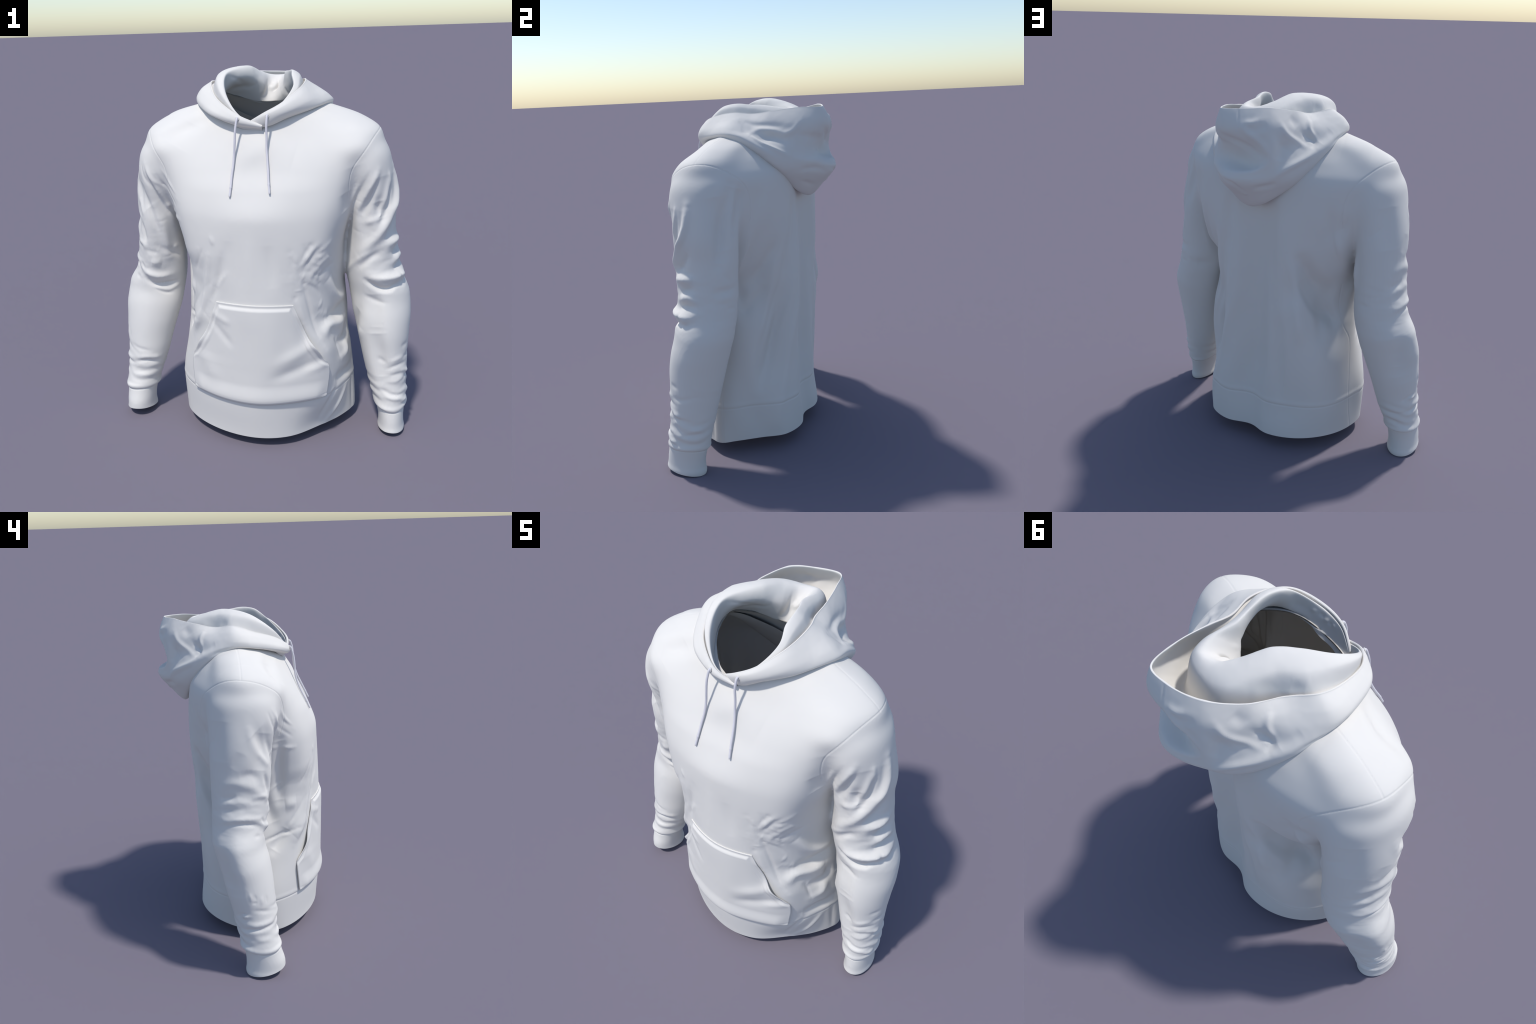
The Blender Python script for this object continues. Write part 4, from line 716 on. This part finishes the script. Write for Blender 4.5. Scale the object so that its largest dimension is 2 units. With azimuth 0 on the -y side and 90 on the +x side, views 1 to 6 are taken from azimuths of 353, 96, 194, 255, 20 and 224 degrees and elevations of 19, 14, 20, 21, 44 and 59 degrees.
def build_pocket(mat, tree):
    nu, nv = 160, 140
    zt, zb = .850, .298
    z = np.linspace(zb, zt, nv)
    wl = mono([.29, .36, .44, .495, .56, .65, .75, .85], [.365, .370, .373, .368, .330, .283, .243, .208], z)
    wr = mono([.29, .36, .44, .475, .55, .65, .75, .85], [.354, .362, .369, .368, .330, .272, .230, .194], z)
    u = np.linspace(-1, 1, nu); G = np.empty((nv, nu, 3)); Nn = np.empty((nv, nu, 3))
    for i in range(nv):
        for j in range(nu):
            x = u[j] * (wl[i] if u[j] < 0 else wr[i])
            zz = z[i] + .008 * (1 - u[j] ** 2) * (1 if i > nv * .5 else -1) * abs(i / (nv - 1) - .5) * 2
            hit, no, _, _ = tree.ray_cast(Vector((x, -1.2, zz)), Vector((0, 1, 0)))
            G[i, j] = hit; Nn[i, j] = no
    # soften what the cloth below would print through
    for _ in range(60):
        H = G.copy()
        H[1:-1] = .25 * G[:-2] + .5 * G[1:-1] + .25 * G[2:]
        K = H.copy(); K[:, 1:-1] = .25 * H[:, :-2] + .5 * H[:, 1:-1] + .25 * H[:, 2:]
        G[1:-1, 1:-1, 1] = K[1:-1, 1:-1, 1]
    gx, gz = G[..., 0], G[..., 2]
    W = np.where(u[None] < 0, wl[:, None], wr[:, None])
    side = (1 - np.abs(u))[None] * W                    # metres in from the side edge
    top, bot = zt - z[:, None] + 0 * u[None], z[:, None] - zb + 0 * u[None]
    edge = np.minimum(np.minimum(side * .85, top), bot)
    slant = smoothstep(.47, .52, z)[:, None] * smoothstep(.84, .78, z)[:, None]
    rim = np.minimum(side * .85 + .03 * smoothstep(.52, .46, z)[:, None], top)
    lift = .0055 + .009 * smoothstep(.014, .032, rim)                  # narrow stitched border, fuller body
    lift -= .0016 * np.exp(-((rim - .0135) / .004) ** 2)               # stitch line
    lift += slant * smoothstep(.050, 0, side) * (.004 + .018 * np.exp(-((z[:, None] - .60) / .055) ** 2))   # hand openings stand off
    lift += .010 * smoothstep(.11, .03, bot) * smoothstep(0, .016, bot) * smoothstep(.0, .06, side)       # lower edge hangs proud
    lift -= .0015 * np.exp(-((bot - .016) / .004) ** 2)
    for (x0, z0, dx, dz, wid, h) in POCKET_FOLDS:
        L = math.hypot(dx, dz); ax, az = dx / L, dz / L
        a = ((gx - x0) * ax + (gz - z0) * az) / L; b = -(gx - x0) * az + (gz - z0) * ax
        lift += h * np.exp(-(b / wid) ** 2) * smoothstep(-.30, .40, a) * smoothstep(1.30, .75, a)
    Nn = np.where(np.isfinite(Nn), Nn, 0)
    for _ in range(10):
        Nn[1:-1] = (Nn[:-2] + Nn[1:-1] + Nn[2:]) / 3; Nn[:, 1:-1] = (Nn[:, :-2] + Nn[:, 1:-1] + Nn[:, 2:]) / 3
    Nn /= np.linalg.norm(Nn, axis=2)[..., None]
    outer = G + Nn * lift[..., None]; inner = outer - Nn * .006
    V = np.vstack([outer.reshape(-1, 3), inner.reshape(-1, 3)]); n = nu * nv
    F = grid_faces(nv, nu)
    F = F + [tuple(i + n for i in f)[::-1] for f in F]
    ring = ([(0, j) for j in range(nu)] + [(i, nu-1) for i in range(1, nv)] + [(nv-1, j) for j in range(nu-2, -1, -1)] + [(i, 0) for i in range(nv-2, 0, -1)])
    R = [i * nu + j for i, j in ring]
    F += [(R[k], R[k] + n, R[(k+1) % len(R)] + n, R[(k+1) % len(R)]) for k in range(len(R))]
    return make_mesh("pocket", V, F, mat)

# x, z of the start, run in x and z, half width, height
POCKET_FOLDS = [(-.225, .785, .085, -.035, .020, .0045), (-.235, .745, .10, -.11, .022, -.0050), (-.31, .56, .08, -.16, .045, .005),
                (.11, .525, .19, .095, .036, .009), (.105, .450, .22, .075, .030, -.008), (.25, .465, .10, .035, .022, .003),
                (-.05, .80, .01, -.40, .06, -.004), (.09, .78, -.01, -.30, .05, .003)]

# ------------------------------------------------------------------ cords and eyelets

def tube(path, radius, n=14, ends=None):
    P = np.asarray(path); T = np.gradient(P, axis=0); T /= np.linalg.norm(T, axis=1)[:, None]
    ref = np.array([1.0, 0, 0]); A = np.cross(T, ref); A /= np.linalg.norm(A, axis=1)[:, None]; B = np.cross(T, A)
    th = np.linspace(0, 2*np.pi, n, endpoint=False); r = radius if np.ndim(radius) else np.full(len(P), radius)
    V = P[:, None] + r[:, None, None] * (np.cos(th)[None, :, None] * A[:, None] + np.sin(th)[None, :, None] * B[:, None])
    F = grid_faces(len(P), n, True) + [tuple(range(n))[::-1], tuple(range((len(P)-1)*n, len(P)*n))]
    return V.reshape(-1, 3), F

CORDS = {-1: [(-.086, -.236, 1.774), (-.087, -.260, 1.773), (-.092, -.271, 1.745), (-.095, -.278, 1.717), (-.098, -.284, 1.664), (-.102, -.288, 1.609),
              (-.105, -.303, 1.557), (-.110, -.326, 1.505), (-.112, -.352, 1.456), (-.116, -.374, 1.407)],
         1: [(.062, -.232, 1.786), (.061, -.255, 1.785), (.060, -.267, 1.760), (.059, -.272, 1.735), (.060, -.276, 1.681), (.060, -.283, 1.627),
             (.065, -.299, 1.576), (.071, -.323, 1.524), (.076, -.347, 1.474), (.083, -.371, 1.424)]}

def build_cord(side, mat):
    P = catmull(np.array(CORDS[side]), 160)
    L = np.r_[0, np.cumsum(np.linalg.norm(np.diff(P, axis=0), axis=1))]; L = L[-1] - L
    r = np.full(160, .0057)
    r = np.where(L < .045, .0052, r); r = np.where(L < .004, .004, r)
    r = r + .0010 * np.exp(-((L - .047) / .004) ** 2)
    V, F = tube(P, r)
    return make_mesh("drawstring", V, F, mat)

def build_eyelet(center, normal, mat):
    n = Vector(normal).normalized(); q = n.to_track_quat('Z', 'Y')
    V, F = [], []; a, b = 28, 10
    for i in range(a):
        for j in range(b):
            t, p = 2*math.pi*i/a, 2*math.pi*j/b
            r = .0085 + .0022 * math.cos(p)
            V.append(Vector(center) + q @ Vector((r*math.cos(t), r*math.sin(t), .0018*math.sin(p))))
    F = [(i*b+j, ((i+1) % a)*b+j, ((i+1) % a)*b+(j+1) % b, i*b+(j+1) % b) for i in range(a) for j in range(b)]
    return make_mesh("eyelet", V, F, mat)

# ------------------------------------------------------------------ materials

def cloth(name, color, bump=.12, scale=900, rough=.93):
    m = bpy.data.materials.new(name); m.use_nodes = True
    nt = m.node_tree; bs = nt.nodes["Principled BSDF"]
    tc = nt.nodes.new("ShaderNodeTexCoord")
    nz = nt.nodes.new("ShaderNodeTexNoise"); nz.inputs["Scale"].default_value = 6; nz.inputs["Detail"].default_value = 4
    mix = nt.nodes.new("ShaderNodeMix"); mix.data_type = 'RGBA'
    mix.inputs["A"].default_value = (*[c * .985 for c in color], 1); mix.inputs["B"].default_value = (*[min(1, c * 1.01) for c in color], 1)
    nt.links.new(tc.outputs["Object"], nz.inputs["Vector"]); nt.links.new(nz.outputs["Fac"], mix.inputs["Factor"])
    nt.links.new(mix.outputs["Result"], bs.inputs["Base Color"])
    wv = nt.nodes.new("ShaderNodeTexNoise"); wv.inputs["Scale"].default_value = scale; wv.inputs["Detail"].default_value = 2
    bp = nt.nodes.new("ShaderNodeBump"); bp.inputs["Strength"].default_value = bump; bp.inputs["Distance"].default_value = .0006
    nt.links.new(tc.outputs["Object"], wv.inputs["Vector"]); nt.links.new(wv.outputs["Fac"], bp.inputs["Height"])
    nt.links.new(bp.outputs["Normal"], bs.inputs["Normal"])
    bs.inputs["Roughness"].default_value = rough
    bs.inputs["Specular IOR Level"].default_value = .25
    return m

# ------------------------------------------------------------------ assembly

def settle(P, tree, reach=.03):
    """Drop a drawn line onto the cloth; points with no cloth near them are left out."""
    out = []
    for p in P:
        hit, _, _, d = tree.find_nearest(Vector(p))
        if d < reach: out.append(tuple(hit))
    return np.array(out)

SEAMS = {  # sewn lines: shoulder, side
    "shoulder_left": [(-.20, .06, 1.865), (-.358, .036, 1.811), (-.48, .018, 1.762), (-.611, 0, 1.693)],
    "shoulder_right": [(.20, .06, 1.865), (.366, .036, 1.805), (.48, .018, 1.757), (.608, 0, 1.688)],
    "side_left": [(-.43, .10, 1.0), (-.432, .09, .80), (-.460, .03, .66), (-.462, .03, .50), (-.468, .03, .272), (-.467, .0, .07)],
    "side_right": [(.43, .05, .95), (.437, .03, .78), (.465, .02, .60), (.47, .015, .45), (.49, .01, .272), (.50, .005, .07)]}

def displaced(V, N, tree, E):
    """All relief of the body skin, along the surface normal."""
    H = stroke_field(V, N, STROKES)
    H = laplace(H[:, None], E, np.ones(len(V)), 4, .6)[:, 0] if len(H) else H     # cloth cannot pit sharply
    x, y, z = V.T
    for side in (-1, 1):
        P = catmull(armhole(side), 240, True); P = settle(P[P[:, 2] > 1.36], tree, .06)
        # open chain: start after the largest jump (the hidden armpit)
        k = np.argmax(np.linalg.norm(np.roll(P, -1, 0) - P, axis=1)); P = np.roll(P, -(k + 1), 0)
        D = chain_distance(V, P, .03)
        H += -.0021 * np.exp(-(D / .0028) ** 2)
    for line in SEAMS.values():
        P = settle(catmull(np.array(line), 90), tree, .06)
        D = chain_distance(V, P, .03)
        H += -.0014 * np.exp(-(D / .0028) ** 2)
    rs, rc = {}, np.abs(x) < .5
    torso = (region_of(V) < 2)
    # waistband seam with the cloth blousing softly over it
    d = z - hem_seam_z(V)
    H += np.where(torso, -.0028 * np.exp(-(d / .0036) ** 2) + .002 * np.exp(-((d - .018) / .014) ** 2) * (d > 0), 0)
    # cuffs: the sleeve bunches and folds over a tighter rib
    for side in (-1, 1):
        r, phi = sleeve_coords(V, side)
        on = (r < 1.3) & (x * side > .5) & (z < .42)
        zz = z - cuff_seam_z(side) - .006 * np.sin(2 * phi + side)
        puff = .008 * np.exp(-((zz - .020) / .016) ** 2) * (1 + .35 * np.sin(3 * phi + 1.3 * side))
        rib = -.003 * smoothstep(.002, -.01, zz) - .006 * np.exp(-(zz / .0045) ** 2)
        lip = .004 * np.exp(-((z - .02) / .02) ** 2)
        ring = .0035 * np.sin((zz - .02) * 105 + 1.2 * np.sin(2 * phi + .5) + .8 * np.sin(3 * phi)) * smoothstep(.02, .06, zz) * smoothstep(.24, .10, zz)
        H += np.where(on, puff * (zz > 0) + rib + lip * (zz < -.05) + ring * (.55 + .45 * np.sin(phi * 2 + side)), 0)
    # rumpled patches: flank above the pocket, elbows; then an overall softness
    patch = np.exp(-(((x - .24) / .10) ** 2 + ((z - 1.0) / .14) ** 2)) * (y < -.1)
    patch += .45 * np.exp(-(((x + .29) / .08) ** 2 + ((z - 1.02) / .16) ** 2)) * (y < -.1)
    elbow = smoothstep(.52, .60, np.abs(x)) * np.exp(-((z - .98) / .17) ** 2) * .8
    elbow += smoothstep(.55, .63, np.abs(x)) * np.exp(-((z - .30) / .10) ** 2) * .7
    m = np.nonzero(patch + elbow > .03)[0]
    n1 = fbm(V[m], (15, 15, 11), 1, 3); n2 = fbm(V[m], (11, 11, 20), 2, 2)
    H[m] += patch[m] * .0018 * n1 + elbow[m] * .0028 * n2
    return H

def chain_distance(V, P, reach):
    D = np.full(len(V), 1e3)
    lo, hi = P.min(0) - reach, P.max(0) + reach
    idx = np.nonzero(((V > lo) & (V < hi)).all(1))[0]
    X = V[idx]; best = np.full(len(X), 1e3)
    for a, b in zip(P[:-1], P[1:]):
        d = b - a
        if d @ d > .05 ** 2: continue
        t = np.clip(((X - a) @ d) / (d @ d + 1e-12), 0, 1)
        best = np.minimum(best, np.linalg.norm(X - a - t[:, None] * d, axis=1))
    D[idx] = best
    return D

def build():
    white = cloth("white_jersey", (.70, .679, .645))
    rib = cloth("white_rib", (.695, .674, .64))
    cordm = cloth("cord_weave", (.62, .605, .64), .3, 500)
    metal = cloth("eyelet_thread", (.70, .68, .65), .1)

    fine, Q, N, F, key, nc, Ef = base_skin()
    base = BVHTree.FromPolygons([tuple(v) for v in fine], Q.tolist())
    H = displaced(fine, N, base, Ef)
    fine = fine + N * H[:, None]
    N = vertex_normals(fine, Q)

    # lining: the coarse vertices set 8 mm inwards, bridged to the outside at the openings
    lin = fine[:nc] - N[:nc] * .008
    off = len(fine)
    allV = np.vstack([fine, lin]); allN = np.vstack([N, -N[:nc]])
    faces, centers = [tuple(q) for q in Q], fine[Q].mean(1)
    reg = region_of(centers)
    inner = [tuple(i + off for i in f)[::-1] for f in F]
    cF = np.array([lin[list(f)].mean(0) for f in F]); regF = region_of(cF + 0)
    rim, regR = [], []
    use = {}
    for f in F:
        for i in range(len(f)): use[(f[i], f[(i+1) % len(f)])] = True
    for (a, b) in list(use):
        if (b, a) not in use:
            m = nc + key[(min(a, b), max(a, b))]
            rim += [(m, a, a + off), (m, a + off, b + off), (b, m, b + off)]
    if rim:
        regR = list(region_of(np.array([allV[list(f)].mean(0) for f in rim])))
    faces += inner + rim; reg = np.r_[reg, regF, np.array(regR, int)]

    top = bpy.data.objects.new("hooded_sweatshirt", None); bpy.context.scene.collection.objects.link(top)
    top["label"] = "plain white pullover hoodie with front pocket, drawstrings, hood down"
    top["category"] = "hoodie"
    parts = []
    for k, (name, mat) in enumerate([("torso", white), ("hem_band", rib), ("sleeve", white), ("sleeve", white), ("cuff", rib), ("cuff", rib)]):
        sel = [faces[i] for i in np.nonzero(reg == k)[0]]
        ids = np.unique(np.concatenate([np.array(f) for f in sel]))
        mp = np.full(len(allV), -1); mp[ids] = np.arange(len(ids))
        parts.append(make_mesh(name, allV[ids], [tuple(mp[list(f)].tolist()) for f in sel], mat, allN[ids]))

    tree = BVHTree.FromPolygons([tuple(v) for v in fine], [tuple(q) for q in Q.tolist()])
    parts.append(build_pocket(white, tree))
    hood = build_hood(white); parts.append(hood)
    for side in (-1, 1):
        parts.append(build_cord(side, cordm))
    eye = [build_eyelet((-.087, -.258, 1.772), (-.25, -1, .25), metal), build_eyelet((.061, -.251, 1.784), (.2, -1, .2), metal)]
    for e in eye: e.parent = hood
    for p in parts: p.parent = top
    top.location = ORIGIN; top.rotation_euler = (0, 0, YAW)

if __name__ == "__main__":
    build()
